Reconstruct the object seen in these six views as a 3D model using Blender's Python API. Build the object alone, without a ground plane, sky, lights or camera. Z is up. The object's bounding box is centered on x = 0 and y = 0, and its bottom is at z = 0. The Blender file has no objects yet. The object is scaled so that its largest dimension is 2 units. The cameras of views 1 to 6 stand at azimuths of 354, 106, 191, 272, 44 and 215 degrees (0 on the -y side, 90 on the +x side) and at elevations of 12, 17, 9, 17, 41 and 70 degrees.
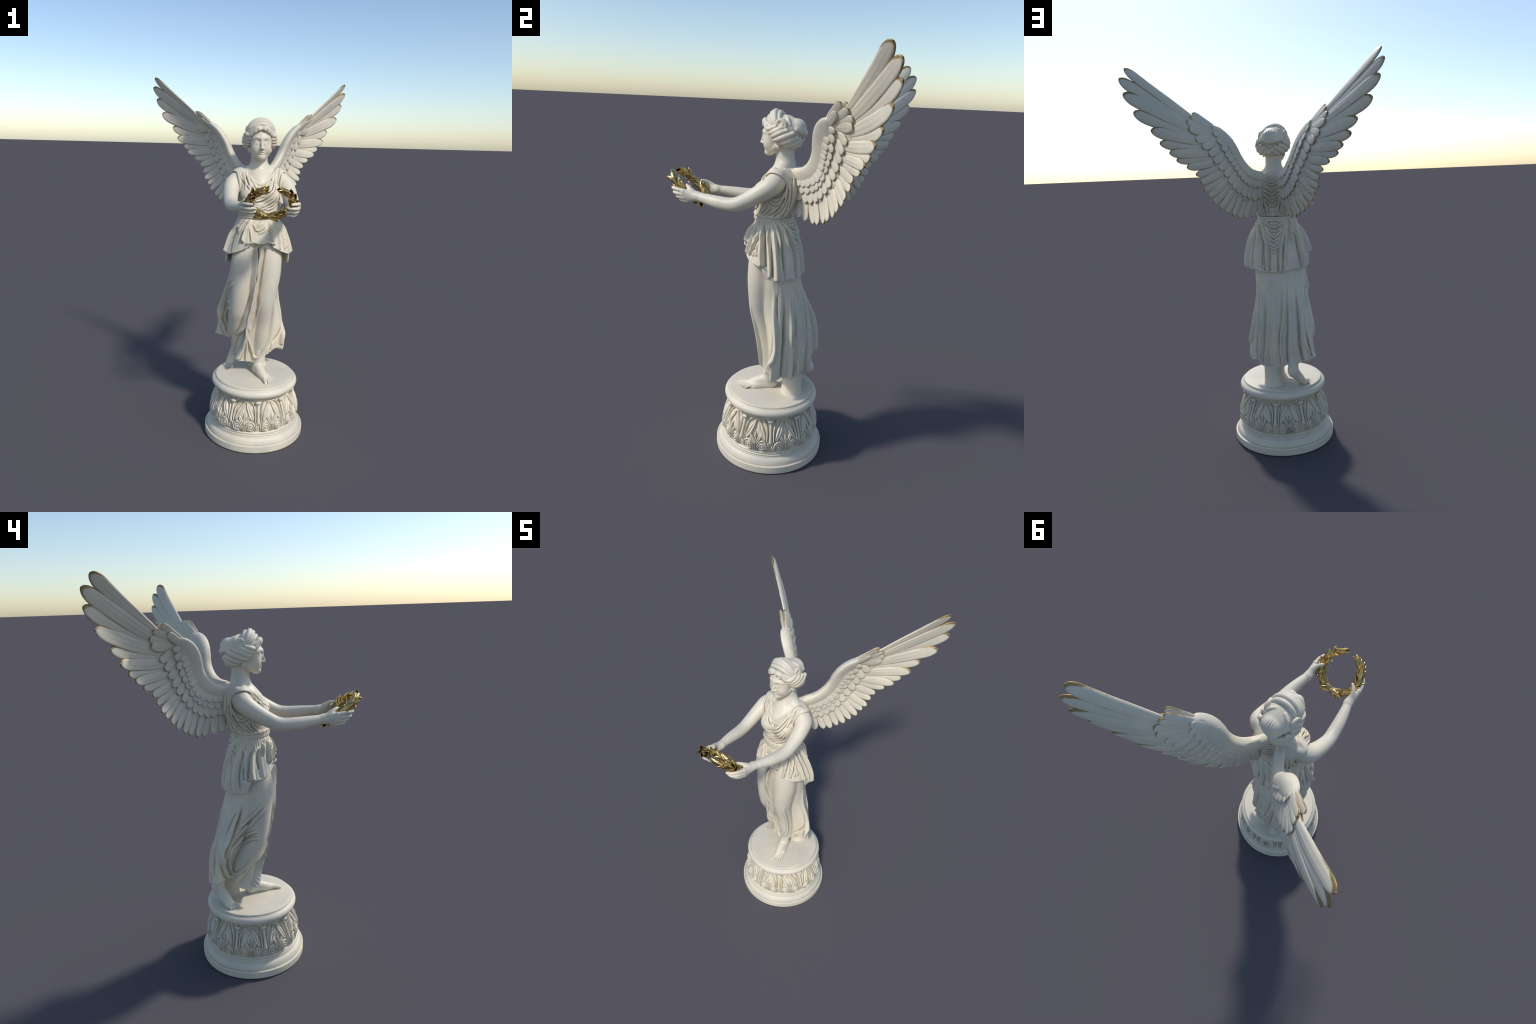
# Winged marble statue holding out a gilded laurel wreath, on a round carved pedestal.
import bpy, math, random
import numpy as np
from mathutils import Matrix, Vector

rng = np.random.default_rng(7)
random.seed(7)
COL = bpy.context.scene.collection
f32 = np.float32

# ------------------------------------------------------------------ helpers
def spline(pts, n):
    """Catmull-Rom through control points (any dimension), n samples."""
    p = np.asarray(pts, float)
    if p.ndim == 1:
        p = p[:, None]
    q = np.vstack([2 * p[0] - p[1], p, 2 * p[-1] - p[-2]])
    m = len(p) - 1
    u = np.linspace(0, m, n)
    i = np.minimum(u.astype(int), m - 1)
    t = (u - i)[:, None]
    a, b, c, d = q[i], q[i + 1], q[i + 2], q[i + 3]
    return 0.5 * (2 * b + (c - a) * t + (2 * a - 5 * b + 4 * c - d) * t * t + (3 * b - a - 3 * c + d) * t ** 3)

def interp(x, xs, ys):
    return np.interp(x, xs, ys)

def smooth_interp(x, xs, ys):
    """monotone-ish smooth interpolation through control values (cubic Hermite)."""
    xs = np.asarray(xs, float); ys = np.asarray(ys, float)
    x = np.clip(x, xs[0], xs[-1])
    g = np.gradient(ys, xs)
    i = np.clip(np.searchsorted(xs, x) - 1, 0, len(xs) - 2)
    h = xs[i + 1] - xs[i]; t = (x - xs[i]) / h
    return ((2 * t**3 - 3 * t**2 + 1) * ys[i] + (t**3 - 2 * t**2 + t) * h * g[i]
            + (-2 * t**3 + 3 * t**2) * ys[i + 1] + (t**3 - t**2) * h * g[i + 1])

def periodic(theta, degs, vals):
    """smooth periodic function of an angle (radians) from control values at degrees."""
    degs = np.asarray(degs, float); vals = np.asarray(vals, float)
    d = np.concatenate([degs[-2:] - 360, degs, degs[:2] + 360])
    v = np.concatenate([vals[-2:], vals, vals[:2]])
    return smooth_interp(np.degrees(theta) % 360, d, v)

def sstep(a, b, x):
    t = np.clip((x - a) / (b - a), 0, 1)
    return t * t * (3 - 2 * t)

def make_mesh(name, verts, faces):
    me = bpy.data.meshes.new(name)
    verts = np.ascontiguousarray(verts, f32)
    faces = np.asarray(faces)
    nf, k = faces.shape
    me.vertices.add(len(verts))
    me.vertices.foreach_set("co", verts.ravel())
    me.loops.add(nf * k)
    me.loops.foreach_set("vertex_index", np.ascontiguousarray(faces, np.int32).ravel())
    me.polygons.add(nf)
    me.polygons.foreach_set("loop_start", np.arange(0, nf * k, k, dtype=np.int32))
    me.polygons.foreach_set("use_smooth", np.ones(nf, bool))
    me.update(calc_edges=True)
    me.validate()
    return me

def add_obj(name, me, mat, parent=None, kind=None, matrix=None):
    ob = bpy.data.objects.new(name, me)
    COL.objects.link(ob)
    if mat is not None and not me.materials:
        me.materials.append(mat)
    if parent is not None:
        ob.parent = parent
    if matrix is not None:
        ob.matrix_world = matrix
    if kind:
        ob["kind"] = kind
    return ob

def grid_faces(nu, nv, close_u=False, close_v=False, flip=False):
    iu = np.arange(nu if close_u else nu - 1)
    iv = np.arange(nv if close_v else nv - 1)
    I, J = np.meshgrid(iu, iv, indexing="ij")
    I2 = (I + 1) % nu; J2 = (J + 1) % nv
    f = np.stack([I * nv + J, I2 * nv + J, I2 * nv + J2, I * nv + J2], -1).reshape(-1, 4)
    return f[:, ::-1] if flip else f

def grid_mesh(name, P, close_u=False, close_v=False, flip=False):
    nu, nv = P.shape[:2]
    return make_mesh(name, P.reshape(-1, 3), grid_faces(nu, nv, close_u, close_v, flip))

def lathe(name, profile, centre, seg=192, sharp=38):
    pr = np.asarray(profile, float)
    a = np.linspace(0, 2 * np.pi, seg, endpoint=False)
    P = np.zeros((seg, len(pr), 3))
    P[:, :, 0] = np.cos(a)[:, None] * pr[None, :, 0] + centre[0]
    P[:, :, 1] = np.sin(a)[:, None] * pr[None, :, 0] + centre[1]
    P[:, :, 2] = pr[None, :, 1]
    me = grid_mesh(name, P, close_u=True)
    me.set_sharp_from_angle(angle=math.radians(sharp))
    return me

def tube_mesh(name, pts, radii, seg=12, n=None):
    """solid tube along a smooth path with rounded ends."""
    n = n or 8 * len(pts)
    c = spline(pts, n); r = spline(np.asarray(radii, float), n)[:, 0]
    t = np.gradient(c, axis=0); t /= np.linalg.norm(t, axis=1)[:, None]
    up = np.array([0.0, 0, 1]) if abs(t[0, 2]) < 0.9 else np.array([1.0, 0, 0])
    s = np.cross(t, up); s /= np.linalg.norm(s, axis=1)[:, None] + 1e-9
    b = np.cross(s, t)
    # rounded ends
    ends = np.array([0.02, 0.5, 0.85])
    C, R, S, B = [], [], [], []
    for e, off in zip(ends, (1, 0.86, 0.52)):
        C.append(c[0] - t[0] * r[0] * off); R.append(r[0] * e); S.append(s[0]); B.append(b[0])
    for i in range(n):
        C.append(c[i]); R.append(r[i]); S.append(s[i]); B.append(b[i])
    for e, off in zip(ends[::-1], (0.52, 0.86, 1)):
        C.append(c[-1] + t[-1] * r[-1] * off); R.append(r[-1] * e); S.append(s[-1]); B.append(b[-1])
    C = np.array(C); R = np.array(R); S = np.array(S); B = np.array(B)
    a = np.linspace(0, 2 * np.pi, seg, endpoint=False)
    P = C[:, None] + R[:, None, None] * (np.cos(a)[None, :, None] * S[:, None] + np.sin(a)[None, :, None] * B[:, None])
    return grid_mesh(name, P, close_v=True)

# ------------------------------------------------------------------ solid modelling on a distance field
class Field:
    """Smoothly blended solids (ellipsoids, limbs, tubes) sampled on a grid and meshed."""
    def __init__(self, lo, hi, h):
        self.lo = np.array(lo, float); self.h = h
        self.n = np.ceil((np.array(hi) - self.lo) / h).astype(int) + 1
        self.ax = [(self.lo[i] + h * np.arange(self.n[i])).astype(f32) for i in range(3)]
        self.D = np.full(self.n, 1.0, f32)

    def box(self, lo, hi, pad):
        sl = []
        for i in range(3):
            a = int(np.clip(math.floor((lo[i] - pad - self.lo[i]) / self.h), 0, self.n[i] - 1))
            b = int(np.clip(math.ceil((hi[i] + pad - self.lo[i]) / self.h) + 1, 1, self.n[i]))
            sl.append(slice(a, max(b, a + 1)))
        return tuple(sl)

    def coords(self, sl):
        return (self.ax[0][sl[0]][:, None, None], self.ax[1][sl[1]][None, :, None], self.ax[2][sl[2]][None, None, :])

    def blend(self, sl, d, k, op):
        a = self.D[sl]
        if op == "add":
            if k > 0:
                h = np.maximum(k - np.abs(a - d), 0) / k
                self.D[sl] = np.minimum(a, d) - h * h * (k * 0.25)
            else:
                self.D[sl] = np.minimum(a, d)
        else:                       # cut
            d = -d
            if k > 0:
                h = np.maximum(k - np.abs(a - d), 0) / k
                self.D[sl] = np.maximum(a, d) + h * h * (k * 0.25)
            else:
                self.D[sl] = np.maximum(a, d)

    def ellipsoid(self, c, r, k=0.01, op="add", rot=None):
        c = np.array(c, float); r = np.array(r, float)
        m = float(r.max())
        sl = self.box(c - m, c + m, k + 0.012)
        x, y, z = self.coords(sl)
        x = x - f32(c[0]); y = y - f32(c[1]); z = z - f32(c[2])
        if rot is not None:
            R = np.array(Matrix.Rotation(math.radians(rot[1]), 3, rot[0])).T
            x, y, z = (R[0, 0] * x + R[0, 1] * y + R[0, 2] * z, R[1, 0] * x + R[1, 1] * y + R[1, 2] * z,
                       R[2, 0] * x + R[2, 1] * y + R[2, 2] * z)
        k0 = np.sqrt((x / r[0]) ** 2 + (y / r[1]) ** 2 + (z / r[2]) ** 2)
        k1 = np.sqrt((x / r[0] ** 2) ** 2 + (y / r[1] ** 2) ** 2 + (z / r[2] ** 2) ** 2) + 1e-6
        self.blend(sl, (k0 * (k0 - 1) / k1).astype(f32), k, op)

    def limb_distance(self, sl, pts, rad, squash=None):
        x, y, z = self.coords(sl)
        best = None
        for a, b, ra, rb in zip(pts[:-1], pts[1:], rad[:-1], rad[1:]):
            ab = b - a
            L2 = float(ab @ ab) + 1e-12
            px, py, pz = x - f32(a[0]), y - f32(a[1]), z - f32(a[2])
            t = np.clip((px * ab[0] + py * ab[1] + pz * ab[2]) / L2, 0, 1).astype(f32)
            qx, qy, qz = px - t * f32(ab[0]), py - t * f32(ab[1]), pz - t * f32(ab[2])
            if squash is not None:   # thinner along one direction
                n, s = squash
                dn = (qx * n[0] + qy * n[1] + qz * n[2]) * f32(1 / s - 1)
                qx, qy, qz = qx + dn * f32(n[0]), qy + dn * f32(n[1]), qz + dn * f32(n[2])
            d = np.sqrt(qx * qx + qy * qy + qz * qz) - (f32(ra) + t * f32(rb - ra))
            best = d if best is None else np.minimum(best, d)
        return best.astype(f32)

    def limb(self, pts, rad, k=0.01, n=None, op="add", squash=None):
        self.union_limb(pts, rad, k, n or (2 if len(pts) == 2 else 5 * len(pts)), op, squash)

    def union_limb(self, pts, rad, k, n=None, op="add", squash=None):
        """whole chain evaluated at once, so that blending does not add up at the joints"""
        pts = np.asarray(pts, float); rad = np.asarray(rad, float)
        if rad.ndim == 0:
            rad = np.full(len(pts), float(rad))
        n = n or 4 * len(pts)
        pts, rad = spline(pts, n), spline(rad, n)[:, 0]
        m = rad.max()
        sl = self.box(pts.min(0) - m, pts.max(0) + m, k + 0.008)
        self.blend(sl, self.limb_distance(sl, pts, rad, squash), k, op)

    def sample(self, P):
        q = (np.asarray(P) - self.lo) / self.h
        q = np.clip(q, 0, self.n - 1.001)
        i = q.astype(int); f = q - i
        out = 0
        for dx in (0, 1):
            for dy in (0, 1):
                for dz in (0, 1):
                    w = (f[..., 0] if dx else 1 - f[..., 0]) * (f[..., 1] if dy else 1 - f[..., 1]) * (f[..., 2] if dz else 1 - f[..., 2])
                    out = out + w * self.D[i[..., 0] + dx, i[..., 1] + dy, i[..., 2] + dz]
        return out

    def project(self, P, direction, reach=0.3, steps=240):
        """shoot from P along direction, return the first surface points"""
        P = np.asarray(P, float); d = np.asarray(direction, float)
        t = np.linspace(0, reach, steps)
        S = P[:, None, :] + t[None, :, None] * d
        v = self.sample(S)
        hit = v < 0
        first = np.argmax(hit, 1)
        ok = hit.any(1)
        r = np.arange(len(P))
        a = v[r, np.maximum(first - 1, 0)]; b = v[r, first]
        fr = np.where(np.abs(a - b) > 1e-9, a / (a - b + 1e-12), 0)
        tt = t[np.maximum(first - 1, 0)] + fr * (t[1] - t[0])
        return P + tt[:, None] * d, ok

    def mesh(self, relax=2):
        F = self.D
        ins = F < 0
        c = [ins[i:F.shape[0] - 1 + i, j:F.shape[1] - 1 + j, k:F.shape[2] - 1 + k] for i in (0, 1) for j in (0, 1) for k in (0, 1)]
        s = sum(x.astype(np.int8) for x in c)
        act = (s > 0) & (s < 8)
        idx = np.full(act.shape, -1, np.int32)
        I = np.argwhere(act)
        idx[act] = np.arange(len(I))
        corner = {(i, j, k): F[I[:, 0] + i, I[:, 1] + j, I[:, 2] + k] for i in (0, 1) for j in (0, 1) for k in (0, 1)}
        acc = np.zeros((len(I), 3)); cnt = np.zeros(len(I))
        keys = list(corner)
        for a in keys:
            for axis in range(3):
                if a[axis] == 0:
                    b = list(a); b[axis] = 1; b = tuple(b)
                    va, vb = corner[a], corner[b]
                    m = (va < 0) != (vb < 0)
                    t = np.where(m, va / (va - vb + 1e-20), 0)
                    p = np.tile(np.array(a, float), (len(I), 1)); p[:, axis] += t
                    acc[m] += p[m]; cnt[m] += 1
        V = self.lo + self.h * (I + acc / cnt[:, None])
        faces = []
        for axis in range(3):
            o = [slice(None)] * 3; o2 = [slice(None)] * 3
            o[axis] = slice(0, -1); o2[axis] = slice(1, None)
            ch = ins[tuple(o)] != ins[tuple(o2)]
            E = np.argwhere(ch)
            u, w = (axis + 1) % 3, (axis + 2) % 3
            E = E[(E[:, u] > 0) & (E[:, w] > 0) & (E[:, u] < F.shape[u] - 1) & (E[:, w] < F.shape[w] - 1)]
            first_in = ins[E[:, 0], E[:, 1], E[:, 2]]
            q = []
            for du, dw in ((1, 1), (0, 1), (0, 0), (1, 0)):
                e = E.copy(); e[:, u] -= du; e[:, w] -= dw
                q.append(idx[e[:, 0], e[:, 1], e[:, 2]])
            q = np.stack(q, 1)
            q[~first_in] = q[~first_in][:, ::-1]
            faces.append(q)
        Q = np.vstack(faces)
        Q = Q[(Q >= 0).all(1)]
        for _ in range(relax):
            S = np.zeros_like(V); n = np.zeros(len(V))
            for a, b in ((0, 1), (1, 2), (2, 3), (3, 0)):
                for i in range(3):
                    S[:, i] += np.bincount(Q[:, a], V[Q[:, b], i], len(V)) + np.bincount(Q[:, b], V[Q[:, a], i], len(V))
                n += np.bincount(Q[:, a], minlength=len(V)) + np.bincount(Q[:, b], minlength=len(V))
            V = 0.5 * V + 0.5 * S / np.maximum(n, 1)[:, None]
        return V, Q

def vertex_normals(V, Q):
    n = np.cross(V[Q[:, 2]] - V[Q[:, 0]], V[Q[:, 3]] - V[Q[:, 1]])
    N = np.zeros_like(V)
    for c in range(4):
        for i in range(3):
            N[:, i] += np.bincount(Q[:, c], n[:, i], len(V))
    return N / (np.linalg.norm(N, axis=1)[:, None] + 1e-12)

def split_regions(V, Q, label_of_face, names, mat, parent):
    """one smooth surface, cut by region into parts that keep the whole body's normals"""
    N = vertex_normals(V, Q)
    for lab, nm in names:
        q = Q[label_of_face == lab]
        if not len(q):
            continue
        used = np.unique(q)
        remap = np.full(len(V), -1); remap[used] = np.arange(len(used))
        me = make_mesh(nm, V[used], remap[q])
        me.normals_split_custom_set_from_vertices([tuple(v) for v in N[used]])
        add_obj(nm, me, mat, parent)

# ------------------------------------------------------------------ materials
def node_mat(name):
    m = bpy.data.materials.new(name); m.use_nodes = True
    nt = m.node_tree
    return m, nt, nt.nodes["Principled BSDF"]

def nd(nt, typ, **kw):
    n = nt.nodes.new(typ)
    for k, v in kw.items():
        setattr(n, k, v)
    return n

def ramp(nt, src, stops):
    r = nd(nt, "ShaderNodeValToRGB")
    el = r.color_ramp.elements
    while len(el) < len(stops):
        el.new(0.5)
    for e, (p, c) in zip(el, stops):
        e.position = p
        e.color = (*c, 1) if len(c) == 3 else c
    nt.links.new(src, r.inputs[0])
    return r

def mix(nt, a, b, fac, mode="MIX"):
    m = nd(nt, "ShaderNodeMix", data_type="RGBA", blend_type=mode)
    for s, v in ((m.inputs[6], a), (m.inputs[7], b), (m.inputs[0], fac)):
        if hasattr(v, "is_linked"):
            nt.links.new(v, s)
        elif isinstance(v, (int, float)):
            s.default_value = v
        else:
            s.default_value = (*v, 1)
    return m.outputs[2]

def math_node(nt, op, a, b=None, c=None, clamp=False):
    m = nd(nt, "ShaderNodeMath", operation=op, use_clamp=clamp)
    for s, v in zip(m.inputs, (a, b, c)):
        if v is None:
            continue
        if hasattr(v, "is_linked"):
            nt.links.new(v, s)
        else:
            s.default_value = v
    return m.outputs[0]

GREY = lambda v: (v, v, v)
MARBLE = (0.685, 0.615, 0.480)
MARBLE_COOL = (0.600, 0.552, 0.455)
GLAZE = (0.34, 0.255, 0.14)

def marble(name, glaze=0.5, width=(0.44, 0.5), rough=0.36, gilt=False, feather=False, vein=0.5, base=MARBLE):
    m, nt, bs = node_mat(name)
    tc = nd(nt, "ShaderNodeTexCoord")
    geo = nd(nt, "ShaderNodeNewGeometry")
    pos = geo.outputs["Position"]
    cloud = nd(nt, "ShaderNodeTexNoise"); cloud.inputs["Scale"].default_value = 7.0; cloud.inputs["Detail"].default_value = 6
    nt.links.new(pos, cloud.inputs["Vector"])
    c = mix(nt, base, MARBLE_COOL, ramp(nt, cloud.outputs["Fac"], [(0.40, GREY(0)), (0.64, GREY(1))]).outputs[0])
    # faint grey-ochre veins
    warp = nd(nt, "ShaderNodeTexNoise"); warp.inputs["Scale"].default_value = 9.0; warp.inputs["Detail"].default_value = 8
    warp.inputs["Distortion"].default_value = 1.6
    nt.links.new(pos, warp.inputs["Vector"])
    v = ramp(nt, warp.outputs["Fac"], [(0.485, GREY(0)), (0.5, GREY(1)), (0.515, GREY(0))]).outputs[0]
    vm = nd(nt, "ShaderNodeTexNoise"); vm.inputs["Scale"].default_value = 3.1
    nt.links.new(pos, vm.inputs["Vector"])
    vmask = ramp(nt, vm.outputs["Fac"], [(0.5, GREY(0)), (0.68, GREY(vein))]).outputs[0]
    c = mix(nt, c, (0.56, 0.50, 0.40), math_node(nt, "MULTIPLY", v, vmask))
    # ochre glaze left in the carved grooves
    grain = nd(nt, "ShaderNodeTexNoise"); grain.inputs["Scale"].default_value = 26.0; grain.inputs["Detail"].default_value = 5
    nt.links.new(pos, grain.inputs["Vector"])
    gr = ramp(nt, grain.outputs["Fac"], [(0.3, GREY(0.55)), (0.7, GREY(1))]).outputs[0]
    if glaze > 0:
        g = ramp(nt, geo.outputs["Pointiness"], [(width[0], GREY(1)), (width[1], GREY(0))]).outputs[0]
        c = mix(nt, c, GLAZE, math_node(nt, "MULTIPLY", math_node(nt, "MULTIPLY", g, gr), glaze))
    if feather:
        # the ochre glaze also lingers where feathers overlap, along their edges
        sp = nd(nt, "ShaderNodeSeparateXYZ"); nt.links.new(tc.outputs["Generated"], sp.inputs[0])
        ac = math_node(nt, "ABSOLUTE", math_node(nt, "MULTIPLY_ADD", sp.outputs[0], 2.0, -1.0))
        tp = math_node(nt, "MULTIPLY", math_node(nt, "SUBTRACT", sp.outputs[1], 0.84), 6.2, clamp=True)
        ed = math_node(nt, "SQRT", math_node(nt, "ADD", math_node(nt, "POWER", ac, 2.0), math_node(nt, "POWER", tp, 2.0)))
        wb = math_node(nt, "MULTIPLY_ADD", grain.outputs["Fac"], 0.30, -0.15)
        em = ramp(nt, math_node(nt, "ADD", ed, wb), [(0.76, GREY(0)), (0.98, GREY(0.75))]).outputs[0]
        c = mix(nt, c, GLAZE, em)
    if gilt:
        # worn gilding along the rim of each feather, strongest toward its tip
        sep = nd(nt, "ShaderNodeSeparateXYZ"); nt.links.new(tc.outputs["Generated"], sep.inputs[0])
        across = math_node(nt, "ABSOLUTE", math_node(nt, "MULTIPLY_ADD", sep.outputs[0], 2.0, -1.0))
        tip = math_node(nt, "MULTIPLY", math_node(nt, "SUBTRACT", sep.outputs[1], 0.80), 5.0, clamp=True)
        q = math_node(nt, "SQRT", math_node(nt, "ADD", math_node(nt, "POWER", across, 2.0), math_node(nt, "POWER", tip, 2.0)))
        along = ramp(nt, sep.outputs[1], [(0.35, GREY(0)), (0.85, GREY(1))]).outputs[0]
        wob = math_node(nt, "MULTIPLY_ADD", grain.outputs["Fac"], 0.34, -0.17)
        rim = ramp(nt, math_node(nt, "ADD", q, wob), [(0.86, GREY(0)), (0.97, GREY(1))]).outputs[0]
        gm = math_node(nt, "MULTIPLY", math_node(nt, "MULTIPLY", rim, along), 0.9)
        c = mix(nt, c, (0.27, 0.185, 0.07), gm)
        nt.links.new(math_node(nt, "MULTIPLY", gm, 0.55), bs.inputs["Metallic"])
    nt.links.new(c, bs.inputs["Base Color"])
    bs.inputs["Roughness"].default_value = rough
    bs.inputs["Specular IOR Level"].default_value = 0.4
    fine = nd(nt, "ShaderNodeTexNoise"); fine.inputs["Scale"].default_value = 130.0; fine.inputs["Detail"].default_value = 4
    nt.links.new(pos, fine.inputs["Vector"])
    bp = nd(nt, "ShaderNodeBump"); bp.inputs["Strength"].default_value = 0.06; bp.inputs["Distance"].default_value = 0.002
    nt.links.new(fine.outputs["Fac"], bp.inputs["Height"])
    nt.links.new(bp.outputs[0], bs.inputs["Normal"])
    return m

def gold_leaf():
    m, nt, bs = node_mat("gilded_metal")
    tc = nd(nt, "ShaderNodeTexCoord")
    n = nd(nt, "ShaderNodeTexNoise"); n.inputs["Scale"].default_value = 60.0; n.inputs["Detail"].default_value = 5
    geo = nd(nt, "ShaderNodeNewGeometry")
    nt.links.new(geo.outputs["Position"], n.inputs["Vector"])
    c = ramp(nt, n.outputs["Fac"], [(0.3, (0.45, 0.30, 0.10)), (0.55, (0.66, 0.46, 0.17)), (0.75, (0.75, 0.55, 0.24))]).outputs[0]
    nt.links.new(c, bs.inputs["Base Color"])
    bs.inputs["Metallic"].default_value = 1.0
    bs.inputs["Roughness"].default_value = 0.22
    return m

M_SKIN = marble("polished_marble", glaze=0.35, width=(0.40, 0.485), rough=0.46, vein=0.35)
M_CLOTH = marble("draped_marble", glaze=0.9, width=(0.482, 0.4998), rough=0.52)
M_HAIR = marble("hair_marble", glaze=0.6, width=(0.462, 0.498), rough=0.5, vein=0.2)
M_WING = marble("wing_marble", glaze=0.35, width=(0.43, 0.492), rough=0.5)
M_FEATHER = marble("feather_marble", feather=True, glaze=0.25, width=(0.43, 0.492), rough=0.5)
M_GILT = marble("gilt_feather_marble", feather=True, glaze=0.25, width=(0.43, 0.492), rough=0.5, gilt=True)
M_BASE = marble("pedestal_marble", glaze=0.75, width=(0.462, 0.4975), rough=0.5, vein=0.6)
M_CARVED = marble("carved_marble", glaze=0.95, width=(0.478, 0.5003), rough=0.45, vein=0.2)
M_GOLD = gold_leaf()

# ------------------------------------------------------------------ top object
statue = bpy.data.objects.new("winged_statue", None)
COL.objects.link(statue)
statue["label"] = "white marble winged woman holding a golden laurel wreath on carved pedestal"
statue["category"] = "statue"

def group(name, parent=statue):
    e = bpy.data.objects.new(name, None)
    COL.objects.link(e); e.parent = parent
    return e

# ================================================================== PEDESTAL
BC = (0.0, 0.010)          # pedestal centre
def arc(cx, cz, r, a0, a1, n=10):
    a = np.radians(np.linspace(a0, a1, n))
    return [(cx + r * math.cos(t), cz + r * math.sin(t)) for t in a]

pedestal = group("pedestal")
plinth = ([(0.0, 0.0), (0.272, 0.0)] + arc(0.277, 0.006, 0.006, -90, 0, 5) + [(0.283, 0.02), (0.283, 0.036)] + [(0.283, 0.0385), (0.2815, 0.0405), (0.279, 0.0412)]
          + [(0.2745, 0.0415), (0.2725, 0.0425), (0.2718, 0.0455), (0.2708, 0.0520), (0.2682, 0.0600), (0.2635, 0.0675), (0.2575, 0.0730), (0.2540, 0.0750), (0.2520, 0.0775), (0.2510, 0.0815)] + arc(0.2475, 0.0865, 0.0045, -60, 80, 6)
          + [(0.2465, 0.0925)] + arc(0.2445, 0.0975, 0.0045, -70, 85, 6) + [(0.243, 0.105), (0.20, 0.106)])
add_obj("plinth", lathe("plinth", plinth, BC), M_BASE, pedestal)
disc = ([(0.15, 0.270), (0.200, 0.272), (0.206, 0.276), (0.211, 0.281), (0.213, 0.287), (0.222, 0.2895)]
        + arc(0.222, 0.312, 0.0215, -78, 72, 16) + [(0.2265, 0.3360), (0.2245, 0.3360), (0.2225, 0.3380)]
        + arc(0.218, 0.3402, 0.0042, -10, 90, 5) + [(0.21, 0.3450), (0.14, 0.3455), (0.07, 0.3457), (0.0, 0.3458)])
TOP = 0.3457
add_obj("round_slab", lathe("round_slab", disc, BC), M_BASE, pedestal)

# carved band: ten palmette units, each between two stalks
UNITS = 10
nt_, nz_ = UNITS * 150, 170
th = np.linspace(0, 2 * np.pi, nt_, endpoint=False)
zz = np.linspace(0.100, 0.276, nz_)
T, Z = np.meshgrid(th, zz, indexing="ij")
R0 = smooth_interp(Z, [0.100, 0.112, 0.130, 0.150, 0.175, 0.200, 0.225, 0.250, 0.276],
                   [0.241, 0.2455, 0.2490, 0.2485, 0.2445, 0.2365, 0.2265, 0.2130, 0.2040])
a = ((T / (2 * np.pi) * UNITS) % 1.0)           # 0 at a stalk, 0.5 at the palmette's middle
u = (a - 0.5)                                     # -0.5..0.5 across a palmette
b = (Z - 0.104) / (0.268 - 0.104)                 # 0 bottom, 1 top
um = np.abs(u)
ax_ = um * 0.145                                  # metres from palmette axis
zm = b * 0.164
def ridge_seg(x, z, pts, w, h):
    """rounded ridge along a polyline drawn in the unit cell (metres)"""
    pts = spline(pts, 14)
    best = np.full(x.shape, 9.0)
    for p, q in zip(pts[:-1], pts[1:]):
        d = q - p; L = d @ d + 1e-12
        t = np.clip(((x - p[0]) * d[0] + (z - p[1]) * d[1]) / L, 0, 1)
        best = np.minimum(best, np.hypot(x - p[0] - t * d[0], z - p[1] - t * d[1]))
    return h * np.exp(-(best / w) ** 2)
def leaf_shape(x, z, base, tip, w, h):
    """pillowy pointed leaf with a midrib in the unit cell"""
    base = np.array(base); tip = np.array(tip); d = tip - base; L = np.hypot(*d); d = d / L; n = np.array([-d[1], d[0]])
    s = ((x - base[0]) * d[0] + (z - base[1]) * d[1]) / L
    v = ((x - base[0]) * n[0] + (z - base[1]) * n[1])
    half = w * np.sin(np.clip(s, 0, 1) * np.pi) ** 0.6 * (1 - 0.25 * s)
    e = np.abs(v) / (half + 1e-5)
    body = np.where((s > 0) & (s < 1), np.clip(1 - e ** 4, 0, 1), 0)
    return h * body * (0.65 + 0.35 * np.minimum(1, np.abs(v) / (0.45 * w)))
H = np.zeros_like(Z)
# broad upper lobe on each side; the pair leans together and leaves a pointed niche below
H = np.maximum(H, leaf_shape(ax_, zm, (0.047, 0.066), (0.007, 0.158), 0.0165, 0.0115))
H = np.maximum(H, ridge_seg(ax_, zm, [(0.004, 0.160), (0.026, 0.163), (0.047, 0.146), (0.056, 0.110), (0.0565, 0.062)], 0.0034, 0.0110))
# pointed leaflets spreading under the niche, on a stem
H = np.maximum(H, leaf_shape(ax_, zm, (0.003, 0.044), (0.029, 0.096), 0.0100, 0.0110))
H = np.maximum(H, leaf_shape(ax_, zm, (0.0, 0.040), (0.0, 0.104), 0.0058, 0.0120))
H = np.maximum(H, ridge_seg(ax_, zm, [(0.0, 0.0), (0.0, 0.03), (0.0, 0.060)], 0.0030, 0.0095))
H = np.maximum(H, ridge_seg(ax_, zm, [(0.0095, 0.0), (0.0090, 0.03), (0.012, 0.052)], 0.0028, 0.0085))
H = np.maximum(H, ridge_seg(ax_, zm, [(0.040, 0.064), (0.036, 0.082), (0.030, 0.100)], 0.0030, 0.0080))
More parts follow.
